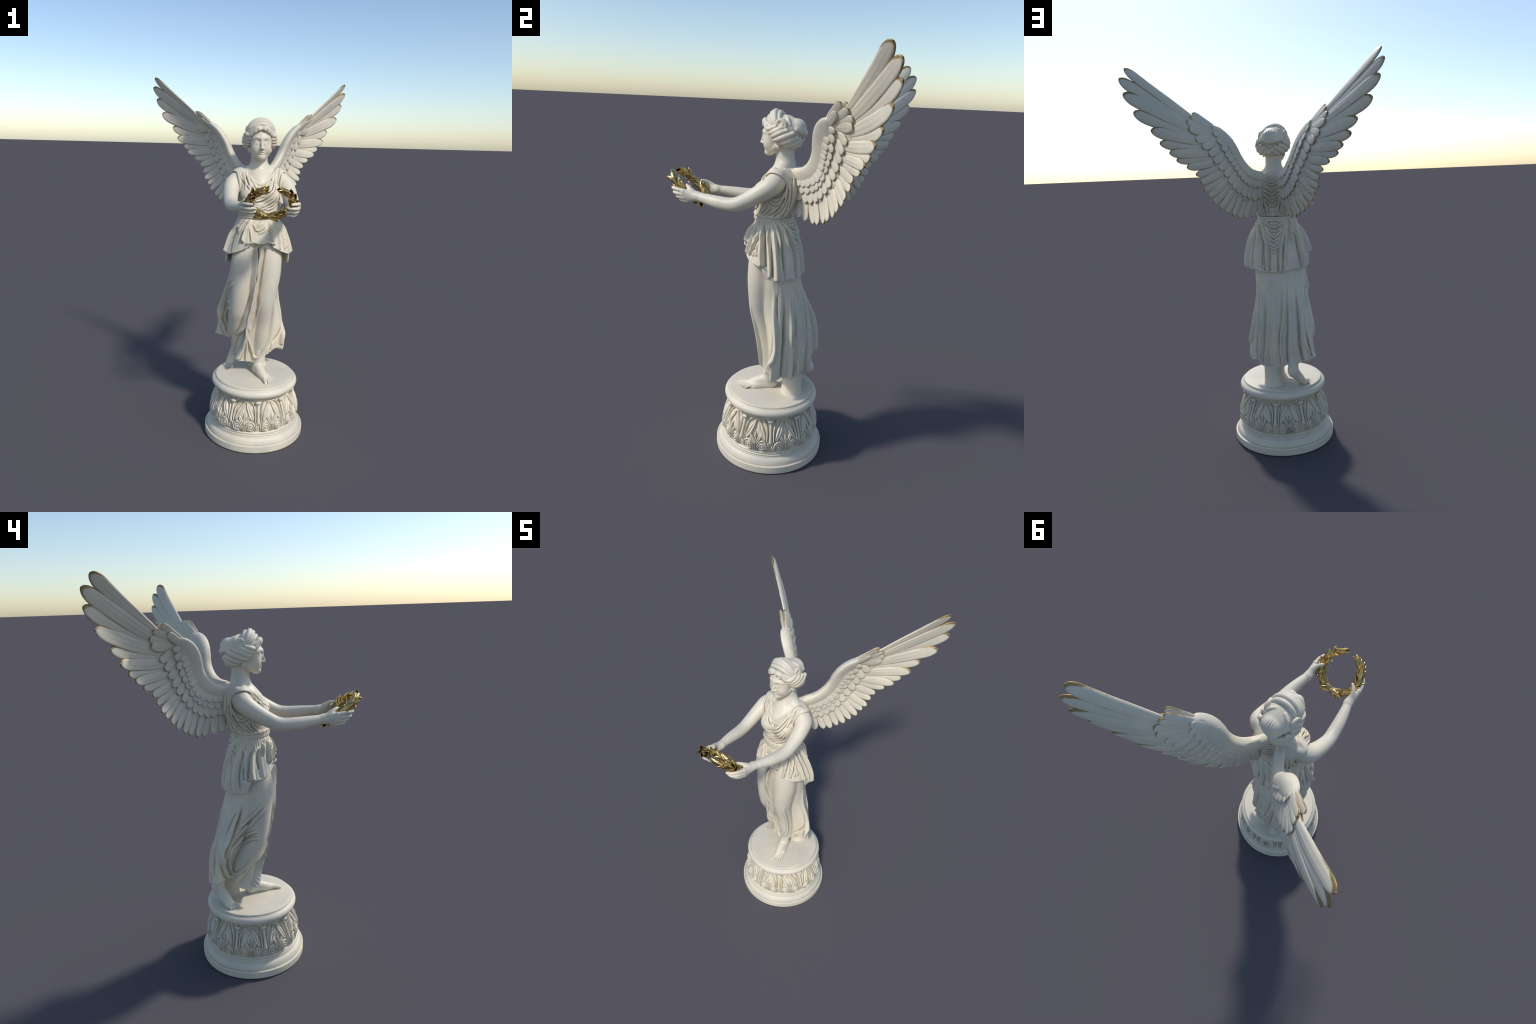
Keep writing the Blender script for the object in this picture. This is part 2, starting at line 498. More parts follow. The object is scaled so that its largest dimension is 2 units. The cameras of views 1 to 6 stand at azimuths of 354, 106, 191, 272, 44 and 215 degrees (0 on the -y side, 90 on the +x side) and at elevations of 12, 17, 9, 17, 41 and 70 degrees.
# drop-shaped sheath round each scroll eye
ex, ez = 0.0345, 0.031
dr = np.hypot((ax_ - ex), np.where(zm > ez, (zm - ez) / 1.45, (zm - ez) / 1.05))
H = np.maximum(H, 0.0100 * np.exp(-((dr - 0.0205) / 0.0030) ** 2))
H = np.maximum(H, 0.0045 * (dr < 0.0185))
H = np.maximum(H, ridge_seg(ax_, zm, [(0.058, 0.010), (0.062, 0.030), (0.064, 0.055)], 0.004, 0.006))
# the niche itself sinks
H -= 0.007 * sstep(0.004, -0.004, ax_ - (0.150 - zm) * 0.40) * sstep(0.098, 0.106, zm) * sstep(0.150, 0.142, zm)
H = np.maximum(H, 0.012 * np.exp(-((ax_ / 0.0075) ** 2 + ((zm - 0.158) / 0.007) ** 2)))
H *= sstep(0.0, 0.05, b) * sstep(1.04, 0.95, b)
# hand-carved unevenness
wob = 0.0012 * np.sin(T * 37 + Z * 60) * np.sin(T * 23 - Z * 90 + 1)
R = R0 - 0.0045 + H * 1.2 * (1 + 0.18 * np.sin(T * 13 + 1.3)) + wob
P = np.stack([BC[0] + R * np.sin(T), BC[1] - R * np.cos(T), Z], -1)
add_obj("carved_band", grid_mesh("carved_band", P, close_u=True), M_CARVED, pedestal)

# stalks with a knob on top, and scroll eyes, as pieces of their own
def band_point(azimuth, z, out=0.0):
    r = float(smooth_interp(np.array([z]), [0.100, 0.112, 0.130, 0.150, 0.175, 0.200, 0.225, 0.250, 0.276],
                            [0.241, 0.2455, 0.2490, 0.2485, 0.2445, 0.2365, 0.2265, 0.2130, 0.2040])[0]) + out
    return (BC[0] + r * math.sin(azimuth), BC[1] - r * math.cos(azimuth), z)
st_pts = [(0.0, 0.272 - 0.02 * 0, 0)]
def local_tube(name, zs, outs, rads):
    pts = [Vector(band_point(0.0, z, o)) - Vector((BC[0], BC[1], 0)) for z, o in zip(zs, outs)]
    return tube_mesh(name, [tuple(p) for p in pts], rads, seg=12, n=26)
stalk_me = local_tube("stalk", [0.156, 0.163, 0.175, 0.20, 0.235, 0.258], [-0.001, 0.0005, 0.0015, 0.0025, 0.0035, 0.0045],
                      [0.0080, 0.0090, 0.0072, 0.0056, 0.0056, 0.0062])
knob_me = tube_mesh("stalk_knob", [tuple(Vector(band_point(0, 0.256, 0.010)) - Vector((BC[0], BC[1], 0))),
                                   tuple(Vector(band_point(0, 0.266, 0.016)) - Vector((BC[0], BC[1], 0)))], [0.0062, 0.0095], seg=16, n=8)
sq = np.array([v.co[:] for v in knob_me.vertices]); sq[:, 0] *= 1.75
knob_me.vertices.foreach_set("co", np.ascontiguousarray(sq, f32).ravel())
eye_me = bpy.data.meshes.new("scroll_eye")
# ring and bead of one scroll eye (lathe about its own axis, z outward)
prof = [(0.0155, -0.006), (0.0155, 0.0015), (0.0142, 0.0045), (0.0122, 0.0055), (0.0104, 0.004), (0.0094, 0.0008), (0.0078, 0.0),
        (0.0068, 0.0025), (0.0055, 0.005), (0.003, 0.0068), (0.0003, 0.0074)]
seg = 28
aa = np.linspace(0, 2 * np.pi, seg, endpoint=False)
PP = np.array([[(r * math.cos(t), 1.15 * r * math.sin(t), z) for r, z in prof] for t in aa])
eye_me = grid_mesh("scroll_eye", PP, close_u=True)
for i in range(UNITS):
    az = 2 * math.pi * i / UNITS
    base = Matrix.Translation((BC[0], BC[1], 0)) @ Matrix.Rotation(az, 4, "Z")
    add_obj("stalk", stalk_me, M_CARVED, pedestal, matrix=base)
    add_obj("stalk_knob", knob_me, M_CARVED, pedestal, matrix=base)
    for sgn in (-1, 1):
        e_az = sgn * ((0.5 - ex / 0.145) / UNITS * 2 * math.pi)
        zc = 0.104 + ez
        p0 = Vector(band_point(az + e_az, zc, 0.001))
        # normal of the band
        p1 = Vector(band_point(az + e_az, zc + 0.01, 0.001)); up = (p1 - p0).normalized()
        rad = Vector((math.sin(az + e_az), -math.cos(az + e_az), 0)); side = up.cross(rad).normalized(); nrm = side.cross(up)
        M = Matrix((side, up, nrm)).transposed().to_4x4(); M.translation = p0
        add_obj("scroll_eye", eye_me, M_CARVED, pedestal, matrix=M)

# ================================================================== SKIN (head, neck, chest, arms, hands)
HS = 0.0019
skin = Field((-0.205, -0.535, 1.285), (0.205, 0.105, 1.72), HS)
K = skin
# --- chest and shoulders (mostly under the dress)
K.ellipsoid((0, -0.004, 1.375), (0.104, 0.075, 0.125), 0.02)
for s in (-1, 1):
    K.limb([(0, 0.028, 1.518), (s * 0.050, 0.026, 1.488), (s * 0.112, 0.018, 1.450)], [0.039, 0.034, 0.034], 0.02)
K.limb([(-0.10, 0.012, 1.442), (0.10, 0.012, 1.442)], 0.042, 0.02)
K.limb([(0, 0.006, 1.47), (0, -0.03, 1.42)], [0.045, 0.05], 0.03)
# --- neck
K.limb([(0, 0.0215, 1.615), (0, 0.0220, 1.57), (0, 0.024, 1.53), (0, 0.027, 1.49)], [0.0430, 0.0435, 0.0445, 0.052], 0.012)
# --- head
K.ellipsoid((0, 0.012, 1.665), (0.066, 0.088, 0.078), 0.015)
K.ellipsoid((0, -0.032, 1.652), (0.0545, 0.056, 0.066), 0.010)
K.ellipsoid((0, -0.034, 1.608), (0.0475, 0.0455, 0.042), 0.010)
K.ellipsoid((0, -0.052, 1.573), (0.0200, 0.0225, 0.0190), 0.016)
for s in (-1, 1):
    K.limb([(s * 0.046, -0.004, 1.603), (s * 0.036, -0.030, 1.582), (s * 0.012, -0.054, 1.5665)], [0.0085, 0.0095, 0.0100], 0.014)
    K.ellipsoid((s * 0.028, -0.048, 1.613), (0.0205, 0.0250, 0.0290), 0.022)       # cheek
    K.ellipsoid((s * 0.056, 0.004, 1.603), (0.0075, 0.0095, 0.016), 0.004)       # ear lobe
    # deep-set eyes under a straight brow
    K.ellipsoid((s * 0.0260, -0.0925, 1.6475), (0.0165, 0.0150, 0.0100), 0.009, "cut", rot=("Y", s * 10))
    K.ellipsoid((s * 0.0265, -0.0690, 1.6460), (0.0120, 0.0100, 0.0085), 0.004)
    K.limb([(s * 0.0165, -0.0775, 1.6485), (s * 0.027, -0.0800, 1.6525), (s * 0.039, -0.0700, 1.6455)], [0.0010, 0.0014, 0.0010], 0.003)
    K.limb([(s * 0.0175, -0.0765, 1.6435), (s * 0.027, -0.0775, 1.6395), (s * 0.038, -0.0695, 1.6425)], [0.0008, 0.0011, 0.0008], 0.003)
    K.limb([(s * 0.006, -0.0845, 1.6600), (s * 0.024, -0.0810, 1.6650), (s * 0.042, -0.0640, 1.6590)], [0.0034, 0.0036, 0.0030], 0.012)
# nose
K.limb([(0, -0.0835, 1.666), (0, -0.0845, 1.650), (0, -0.0900, 1.630), (0, -0.0950, 1.6130)], [0.0062, 0.0056, 0.0058, 0.0066], 0.009)
for s in (-1, 1):
    K.ellipsoid((s * 0.0078, -0.0860, 1.6105), (0.0052, 0.0080, 0.0056), 0.005)
    K.ellipsoid((s * 0.0042, -0.0930, 1.6045), (0.0020, 0.0040, 0.0022), 0.003, "cut")
# mouth
K.limb([(-0.0140, -0.0760, 1.5910), (-0.005, -0.0825, 1.5955), (0, -0.0822, 1.5947), (0.005, -0.0825, 1.5955), (0.0140, -0.0760, 1.5910)], [0.0010, 0.0020, 0.0018, 0.0020, 0.0010], 0.006)
K.limb([(-0.0115, -0.0760, 1.5862), (0, -0.0795, 1.5845), (0.0115, -0.0760, 1.5862)], [0.0010, 0.0026, 0.0010], 0.006)
K.limb([(-0.0135, -0.0790, 1.5900), (0, -0.0850, 1.5896), (0.0135, -0.0790, 1.5900)], [0.0008, 0.0010, 0.0008], 0.002, op="cut")
K.ellipsoid((0, -0.0660, 1.5665), (0.0120, 0.0110, 0.0105), 0.012)
# --- arms and hands (mirror images)
for s in (-1, 1):
    V3 = lambda *p: (s * p[0], p[1], p[2])
    K.union_limb([V3(0.112, 0.014, 1.440), V3(0.136, 0.000, 1.426), V3(0.150, -0.045, 1.394), V3(0.157, -0.105, 1.358), V3(0.158, -0.155, 1.335),
            V3(0.1535, -0.20, 1.329), V3(0.145, -0.26, 1.333), V3(0.133, -0.32, 1.340), V3(0.121, -0.368, 1.345)],
           [0.043, 0.0455, 0.0410, 0.0365, 0.0335, 0.0325, 0.0300, 0.0250, 0.0205], 0.02, n=50)
    # wrist broadens into the palm, flat across the hand
    for kn, r1 in (((0.130, -0.438, 1.366), 0.0115), ((0.1285, -0.441, 1.351), 0.0120), ((0.1255, -0.434, 1.335), 0.0115), ((0.120, -0.424, 1.320), 0.0105)):
        K.limb([V3(0.121, -0.365, 1.345), V3(*kn)], [0.0165, r1], 0.012)
    # fingers curl inward round the wreath
    K.union_limb([V3(0.130, -0.438, 1.366), V3(0.1275, -0.470, 1.372), V3(0.112, -0.500, 1.374), V3(0.090, -0.513, 1.374)], [0.0110, 0.0092, 0.0082, 0.0068], 0.005)
    K.union_limb([V3(0.1285, -0.441, 1.351), V3(0.123, -0.476, 1.353), V3(0.103, -0.499, 1.354), V3(0.076, -0.500, 1.356)], [0.0115, 0.0092, 0.0084, 0.0066], 0.004)
    K.union_limb([V3(0.1255, -0.434, 1.335), V3(0.1195, -0.466, 1.336), V3(0.100, -0.485, 1.337), V3(0.074, -0.484, 1.338)], [0.0110, 0.0088, 0.0080, 0.0064], 0.004)
    K.union_limb([V3(0.120, -0.424, 1.320), V3(0.114, -0.452, 1.320), V3(0.098, -0.470, 1.320), V3(0.078, -0.470, 1.322)], [0.0100, 0.0078, 0.0070, 0.0058], 0.004)
    K.union_limb([V3(0.119, -0.378, 1.352), V3(0.116, -0.405, 1.372), V3(0.104, -0.425, 1.385), V3(0.088, -0.440, 1.390)], [0.0140, 0.0120, 0.0092, 0.0068], 0.012)
V, Q = K.mesh(relax=2)
C = V[Q].mean(1)
lab = np.zeros(len(Q), int)                                   # 0 chest
lab[C[:, 2] > 1.500] = 1                                      # neck
lab[(C[:, 2] - 1.565 + (C[:, 1] - 0.02) * 0.35) > 0] = 2      # head
lab[(C[:, 2] > 1.553) & (C[:, 1] < -0.028)] = 2
ax3 = np.abs(C[:, 0])
armz = (ax3 > 0.100) & (C[:, 2] < 1.50)
lab[armz | (C[:, 1] < -0.12) & (C[:, 2] < 1.50)] = 3          # arms
lab[(C[:, 1] < -0.372) & (lab == 3)] = 4                      # hands
lab[(lab == 3) & (C[:, 0] > 0)] = 5
lab[(lab == 4) & (C[:, 0] > 0)] = 6
split_regions(V, Q, lab, [(0, "chest"), (1, "neck"), (2, "head"), (3, "arm"), (4, "hand"), (5, "arm"), (6, "hand")], M_SKIN, statue)

# ================================================================== HAIR
hair = Field((-0.115, -0.115, 1.585), (0.115, 0.14, 1.785), 0.0018)
Hh = hair
Hh.ellipsoid((0, 0.020, 1.672), (0.074, 0.078, 0.066), 0.01)
Hh.ellipsoid((0, -0.004, 1.690), (0.066, 0.062, 0.054), 0.012)
Hh.ellipsoid((0, -0.034, 1.700), (0.054, 0.036, 0.024), 0.012)
# rolled-back waves over the forehead, parted in the middle
for s in (-1, 1):
    V3 = lambda *p: (s * p[0], p[1], p[2])
    Hh.union_limb([V3(0.003, -0.073, 1.712), V3(0.022, -0.073, 1.709), V3(0.042, -0.060, 1.697), V3(0.058, -0.036, 1.690)], [0.0115, 0.0165, 0.0140, 0.012], 0.005)
    Hh.union_limb([V3(0.030, -0.074, 1.700), V3(0.048, -0.062, 1.686), V3(0.058, -0.050, 1.680)], [0.009, 0.0095, 0.007], 0.005)
    # twisted rolls running back from the temple
    Hh.union_limb([V3(0.0545, -0.056, 1.676), V3(0.070, -0.036, 1.678), V3(0.074, -0.010, 1.688)], [0.0085, 0.0115, 0.0095], 0.004)
    Hh.union_limb([V3(0.0575, -0.044, 1.660), V3(0.074, -0.022, 1.664), V3(0.078, 0.006, 1.676), V3(0.074, 0.020, 1.684)], [0.0085, 0.0120, 0.0125, 0.009], 0.004)
    Hh.union_limb([V3(0.060, -0.030, 1.645), V3(0.077, -0.012, 1.650), V3(0.082, 0.014, 1.662), V3(0.076, 0.044, 1.674)], [0.0080, 0.0115, 0.0125, 0.010], 0.004)
    Hh.union_limb([V3(0.062, -0.018, 1.630), V3(0.078, 0.002, 1.634), V3(0.081, 0.034, 1.646), V3(0.070, 0.072, 1.662)], [0.0070, 0.0115, 0.0135, 0.0115], 0.004)
    Hh.union_limb([V3(0.060, 0.008, 1.618), V3(0.073, 0.026, 1.620), V3(0.071, 0.056, 1.630), V3(0.052, 0.086, 1.644)], [0.0070, 0.0110, 0.0135, 0.012], 0.004)
    Hh.union_limb([V3(0.056, 0.028, 1.606), V3(0.062, 0.046, 1.608), V3(0.052, 0.074, 1.618), V3(0.030, 0.094, 1.634)], [0.0065, 0.0105, 0.0130, 0.012], 0.004)
    Hh.union_limb([V3(0.042, 0.056, 1.602), V3(0.034, 0.076, 1.606), V3(0.014, 0.088, 1.620)], [0.0080, 0.0120, 0.012], 0.004)
    Hh.union_limb([V3(0.020, 0.068, 1.600), V3(0.004, 0.078, 1.606)], [0.009, 0.011], 0.004)
    # loop of hair above the ear, behind the band
    Hh.ellipsoid(V3(0.067, 0.014, 1.702), (0.0125, 0.023, 0.024), 0.004)
    Hh.ellipsoid(V3(0.0800, 0.012, 1.706), (0.006, 0.010, 0.010), 0.006, "cut")
    Hh.union_limb([V3(0.073, -0.006, 1.696), V3(0.071, 0.000, 1.715), V3(0.066, 0.020, 1.719), V3(0.067, 0.034, 1.708), V3(0.071, 0.034, 1.688)], [0.006, 0.0065, 0.007, 0.0070, 0.007], 0.004)
Hh.union_limb([(-0.012, 0.092, 1.628), (0.006, 0.090, 1.606)], [0.011, 0.009], 0.004)
# bun gathered at the back
Hh.ellipsoid((0.002, 0.071, 1.684), (0.049, 0.046, 0.044), 0.006)
Hh.union_limb([(-0.040, 0.080, 1.672), (-0.018, 0.106, 1.666), (0.014, 0.108, 1.662)], [0.012, 0.015, 0.010], 0.005)
Hh.union_limb([(0.042, 0.082, 1.680), (0.022, 0.104, 1.672), (0.004, 0.112, 1.676)], [0.013, 0.013, 0.007], 0.005)
for t in np.linspace(-0.7, 0.7, 7):
    Hh.union_limb([(0.045 * t, 0.066, 1.730), (0.052 * t, 0.090, 1.722), (0.05 * t, 0.116, 1.700), (0.02 * t, 0.118, 1.680)], [0.0004, 0.0018, 0.002, 0.0010], 0.004, op="cut")
for s in (-1, 1):
    Hh.union_limb([(s * 0.024, 0.026, 1.733), (s * 0.046, 0.040, 1.722), (s * 0.056, 0.052, 1.700)], [0.008, 0.008, 0.007], 0.005)
# comb lines in the front waves and the parting
Hh.union_limb([(0, -0.080, 1.728), (0, -0.094, 1.712), (0, -0.090, 1.698)], [0.0016, 0.0020, 0.0014], 0.004, op="cut")
for s in (-1, 1):      # scalloped wave ends along the hairline
    for x_, y_, z_ in ((0.013, -0.0830, 1.7020), (0.033, -0.0755, 1.6940), (0.049, -0.0600, 1.6830)):
        Hh.ellipsoid((s * x_, y_, z_), (0.0100, 0.0080, 0.0075), 0.007)
    Hh.union_limb([(s * 0.023, -0.090, 1.712), (s * 0.024, -0.086, 1.700)], [0.0016, 0.0016], 0.004, op="cut")
    Hh.union_limb([(s * 0.042, -0.080, 1.706), (s * 0.043, -0.074, 1.690)], [0.0016, 0.0016], 0.004, op="cut")
# keep the face free
Hh.ellipsoid((0, -0.092, 1.640), (0.049, 0.060, 0.062), 0.006, "cut")
V, Q = hair.mesh(relax=1)
me = make_mesh("hair", V, Q)
add_obj("hair", me, M_HAIR, statue)

# broad folded head band (stephane) over the crown: three soft rolls, ear to ear
band = Field((-0.10, -0.085, 1.675), (0.10, 0.06, 1.785), 0.0018)
def band_roll(y_mid, y_end, rx, rz, r_mid, r_end):
    t = np.linspace(-1, 1, 15)
    ang = t * math.radians(88)
    e = 1 - np.abs(t) ** 2
    pts = np.stack([rx * np.sin(ang), y_end + (y_mid - y_end) * e, 1.684 + rz * np.cos(ang)], 1)
    band.union_limb(pts, r_end + (r_mid - r_end) * e, 0.004, n=40)
band_roll(-0.058, -0.018, 0.0660, 0.0480, 0.0100, 0.0070)
band_roll(-0.044, -0.008, 0.0680, 0.0640, 0.0115, 0.0080)
band_roll(-0.030, 0.000, 0.0690, 0.0705, 0.0135, 0.0090)
band_roll(-0.008, 0.014, 0.0640, 0.0660, 0.0120, 0.0080)
V, Q = band.mesh(relax=1)
add_obj("head_band", make_mesh("head_band", V, Q), M_HAIR, statue)

# ================================================================== DRESS: bodice
bod = Field((-0.145, -0.155, 1.245), (0.145, 0.125, 1.535), 0.0019)
B = bod
B.ellipsoid((0, -0.008, 1.375), (0.1115, 0.083, 0.130), 0.02)
B.ellipsoid((0, -0.018, 1.300), (0.108, 0.089, 0.060), 0.03)
B.limb([(-0.085, 0.018, 1.462), (0.085, 0.018, 1.462)], 0.046, 0.03)
for s in (-1, 1):
    B.ellipsoid((s * 0.050, -0.062, 1.372), (0.052, 0.050, 0.055), 0.02)
    B.limb([(s * 0.035, 0.030, 1.500), (s * 0.108, 0.018, 1.465)], [0.037, 0.0425], 0.02)
    B.limb([(s * 0.060, 0.052, 1.452), (s * 0.062, 0.054, 1.40), (s * 0.055, 0.032, 1.32)], [0.050, 0.056, 0.053], 0.02)
# cloth bloused over the belt
for t in np.linspace(0, 2 * np.pi, 25)[:-1]:
    B.ellipsoid((0.100 * math.cos(t), -0.018 + 0.083 * math.sin(t), 1.279), (0.015, 0.015, 0.012), 0.012)
x, y, z = B.coords((slice(None),) * 3)
# neck opening
front = sstep(0.02, -0.02, y)
zf = 1.428 + 0.075 * np.clip(np.abs(x) / 0.082, 0, 1.3) ** 1.5
zb = 1.506 + 0.0 * x
neck_z = front * zf + (1 - front) * zb
cut = (neck_z - z) * 0.85
B.blend((slice(None),) * 3, np.broadcast_to(cut, B.D.shape).astype(f32), 0.006, "cut")
# arm holes: a clean vertical edge at the shoulder, closing round the armpit
for s in (-1, 1):
    d = np.sqrt(((y - 0.006) / 0.060) ** 2 + ((z - 1.428) / 0.062) ** 2) - 1
    hole = np.maximum(d * 0.06, 0.1035 + 0.25 * np.clip(z - 1.44, 0, 0.06) - s * x)
    B.blend((slice(None),) * 3, np.broadcast_to(hole, B.D.shape).astype(f32), 0.004, "cut")
lo = np.where(z < 1.270, 1.0, -1.0) * np.abs(z - 1.270)
B.blend((slice(None),) * 3, np.broadcast_to(-lo, B.D.shape).astype(f32), 0.003, "cut")
plain = bod.D.copy()

plain_V, _ = bod.mesh(relax=1)
def snap_to(pts, cloud):
    return np.array([cloud[np.argmin(((cloud - p) ** 2).sum(1))] for p in pts])
def cloth_fold(pts, r=0.0045, mirror=False):
    """a raised fold laid along a line on the bodice, with a hollow beside it"""
    for sg in ((1, -1) if mirror else (1,)):
        line = snap_to(spline(np.asarray(pts, float) * np.array([sg, 1, 1]), 24), plain_V)
        for i in range(3):
            line[1:-1, i] = np.convolve(line[:, i], np.ones(3) / 3, "valid")
        cen = np.array([0, -0.01, 0]); out = line - cen; out[:, 2] = 0
        out /= np.linalg.norm(out, axis=1)[:, None] + 1e-9
        w = np.sin(np.linspace(0.10, 0.90, 24) * math.pi) ** 0.5
        tan = np.gradient(line, axis=0); tan /= np.linalg.norm(tan, axis=1)[:, None] + 1e-9
        sd = np.cross(tan, out)
        for o in (-1, 1):
            B.union_limb(line + sd * o * r * 1.9 + out * r * 0.45, r * 0.8 * (0.3 + 0.7 * w), 0.004, n=24, op="cut")
        B.union_limb(line + out * r * 0.05, r * (0.3 + 0.7 * w), 0.005, n=24)

# cowl folds and straps, diagonal pulls under the breasts, side swags under the arms, swags down the back
cloth_fold([(-0.072, -0.001, 1.498), (-0.053, -0.025, 1.467), (-0.019, -0.032, 1.436), (0.001, -0.014, 1.434), (0.048, -0.009, 1.47), (0.084, 0.049, 1.506)], 0.0045)
cloth_fold([(-0.059, -0.04, 1.471), (-0.033, -0.066, 1.447), (-0.003, -0.081, 1.427), (0.028, -0.076, 1.439), (0.052, -0.053, 1.462), (0.079, -0.02, 1.494)], 0.0055)
cloth_fold([(-0.047, -0.063, 1.453), (-0.021, -0.091, 1.413), (0.016, -0.099, 1.388), (0.042, -0.104, 1.401), (0.061, -0.068, 1.435), (0.081, -0.032, 1.476)], 0.0055)
cloth_fold([(-0.012, -0.088, 1.415), (0.02, -0.092, 1.41), (0.049, -0.083, 1.425), (0.067, -0.052, 1.453)], 0.0035)
cloth_fold([(-0.042, -0.11, 1.382), (-0.025, -0.101, 1.343), (0.022, -0.104, 1.36), (0.062, -0.104, 1.399), (0.075, -0.056, 1.436), (0.09, -0.032, 1.471)], 0.0045)
cloth_fold([(-0.109, -0.026, 1.473), (-0.078, -0.055, 1.433), (-0.08, -0.09, 1.404)], 0.0042)
cloth_fold([(-0.089, -0.031, 1.473), (-0.072, -0.064, 1.431), (-0.057, -0.099, 1.408)], 0.0042)
cloth_fold([(-0.078, -0.03, 1.48), (-0.056, -0.063, 1.448), (-0.037, -0.101, 1.404)], 0.0042)
cloth_fold([(0.088, -0.014, 1.502), (0.081, -0.041, 1.455), (0.084, -0.066, 1.417)], 0.0042)
cloth_fold([(0.111, -0.004, 1.504), (0.102, -0.03, 1.465), (0.097, -0.055, 1.403)], 0.0042)
cloth_fold([(-0.033, -0.101, 1.316), (-0.007, -0.104, 1.315), (0.014, -0.103, 1.319)], 0.004)
cloth_fold([(0.056, -0.095, 1.321), (0.083, -0.099, 1.36), (0.095, -0.084, 1.385)], 0.004)
cloth_fold([(0.027, -0.102, 1.317), (0.072, -0.106, 1.362), (0.088, -0.09, 1.393)], 0.004)
cloth_fold([(-0.015, -0.106, 1.306), (0.012, -0.104, 1.315), (0.04, -0.101, 1.333), (0.063, -0.106, 1.35)], 0.0042)
cloth_fold([(0.003, -0.107, 1.301), (0.036, -0.1, 1.312), (0.068, -0.093, 1.331), (0.084, -0.096, 1.355)], 0.0042)
cloth_fold([(0.031, -0.103, 1.3), (0.06, -0.092, 1.308), (0.083, -0.078, 1.327), (0.093, -0.08, 1.349)], 0.0042)
cloth_fold([(-0.023, -0.101, 1.345), (0.007, -0.097, 1.352), (0.033, -0.109, 1.373), (0.051, -0.108, 1.392)], 0.0042)
cloth_fold([(0.089, -0.016, 1.5), (0.087, -0.039, 1.45), (0.082, -0.074, 1.414)], 0.004)
cloth_fold([(0.071, -0.026, 1.485), (0.059, -0.071, 1.434), (0.046, -0.103, 1.403), (0.02, -0.102, 1.385)], 0.004)
cloth_fold([(0.108, -0.016, 1.495), (0.107, -0.027, 1.468), (0.103, -0.026, 1.44)], 0.004)
cloth_fold([(-0.085, -0.026, 1.487), (-0.078, -0.045, 1.451), (-0.074, -0.071, 1.424)], 0.0042)
cloth_fold([(-0.071, -0.028, 1.483), (-0.061, -0.061, 1.446), (-0.05, -0.096, 1.412)], 0.0045)
cloth_fold([(-0.107, 0.079, 1.442), (-0.106, 0.085, 1.38), (-0.088, 0.075, 1.315), (-0.086, 0.055, 1.281)], 0.005, mirror=True)
cloth_fold([(-0.113, 0.068, 1.418), (-0.114, 0.064, 1.374), (-0.108, 0.043, 1.323), (-0.109, 0.007, 1.291)], 0.005, mirror=True)
cloth_fold([(-0.114, 0.062, 1.399), (-0.113, 0.043, 1.353), (-0.11, 0.011, 1.312), (-0.111, -0.023, 1.291)], 0.005, mirror=True)
cloth_fold([(-0.116, 0.052, 1.375), (-0.112, 0.029, 1.346), (-0.11, 0.005, 1.344), (-0.11, -0.01, 1.354)], 0.0045, mirror=True)
cloth_fold([(-0.109, -0.009, 1.327), (-0.11, -0.024, 1.304), (-0.107, -0.04, 1.292)], 0.004, mirror=True)
cloth_fold([(-0.104, -0.034, 1.337), (-0.106, -0.038, 1.315), (-0.1, -0.055, 1.293)], 0.004, mirror=True)
cloth_fold([(-0.085, 0.092, 1.468), (-0.098, 0.097, 1.416), (-0.092, 0.094, 1.367), (-0.083, 0.083, 1.327)], 0.005, mirror=True)
cloth_fold([(0.037, 0.095, 1.463), (0.007, 0.073, 1.453), (-0.027, 0.088, 1.46)], 0.0038)
cloth_fold([(0.037, 0.098, 1.449), (0.007, 0.075, 1.438), (-0.027, 0.091, 1.446)], 0.004)
cloth_fold([(0.037, 0.103, 1.427), (0.006, 0.078, 1.409), (-0.029, 0.097, 1.427)], 0.0042)
cloth_fold([(0.034, 0.103, 1.405), (0.006, 0.08, 1.387), (-0.03, 0.1, 1.405)], 0.0045)
cloth_fold([(0.036, 0.101, 1.38), (0.022, 0.088, 1.367), (0.007, 0.077, 1.35), (-0.015, 0.084, 1.368), (-0.027, 0.096, 1.385)], 0.0045)
cloth_fold([(0.046, 0.098, 1.354), (0.036, 0.083, 1.314), (0.031, 0.076, 1.277)], 0.0045)
cloth_fold([(0.032, 0.093, 1.357), (0.021, 0.081, 1.332), (0.006, 0.076, 1.325), (-0.01, 0.077, 1.331), (-0.024, 0.088, 1.36)], 0.0035)
cloth_fold([(-0.04, 0.097, 1.358), (-0.026, 0.081, 1.316), (-0.017, 0.075, 1.276)], 0.0045)
cloth_fold([(0.054, 0.082, 1.302), (0.048, 0.075, 1.287), (0.04, 0.073, 1.277)], 0.0035)
cloth_fold([(-0.042, 0.08, 1.299), (-0.032, 0.076, 1.285), (-0.028, 0.075, 1.275)], 0.0035)

# rolled rim of each arm hole
for s in (-1, 1):
    t = np.linspace(0, 2 * np.pi, 25)
    rim = np.stack([s * (0.1065 + 0.25 * np.clip(0.0625 * np.sin(t) - 0.012, 0, 0.06)), 0.006 + 0.0605 * np.cos(t), 1.428 + 0.0625 * np.sin(t)], 1)
    P, ok = bod.project(np.stack([np.full(25, s * 0.14), rim[:, 1] * 1.0, rim[:, 2]], 1), (-s, 0, 0), reach=0.08)
    B.union_limb(rim, 0.0042, 0.004, n=60)
V, Q = bod.mesh(relax=1)
add_obj("bodice", make_mesh("bodice", V, Q), M_CLOTH, statue)

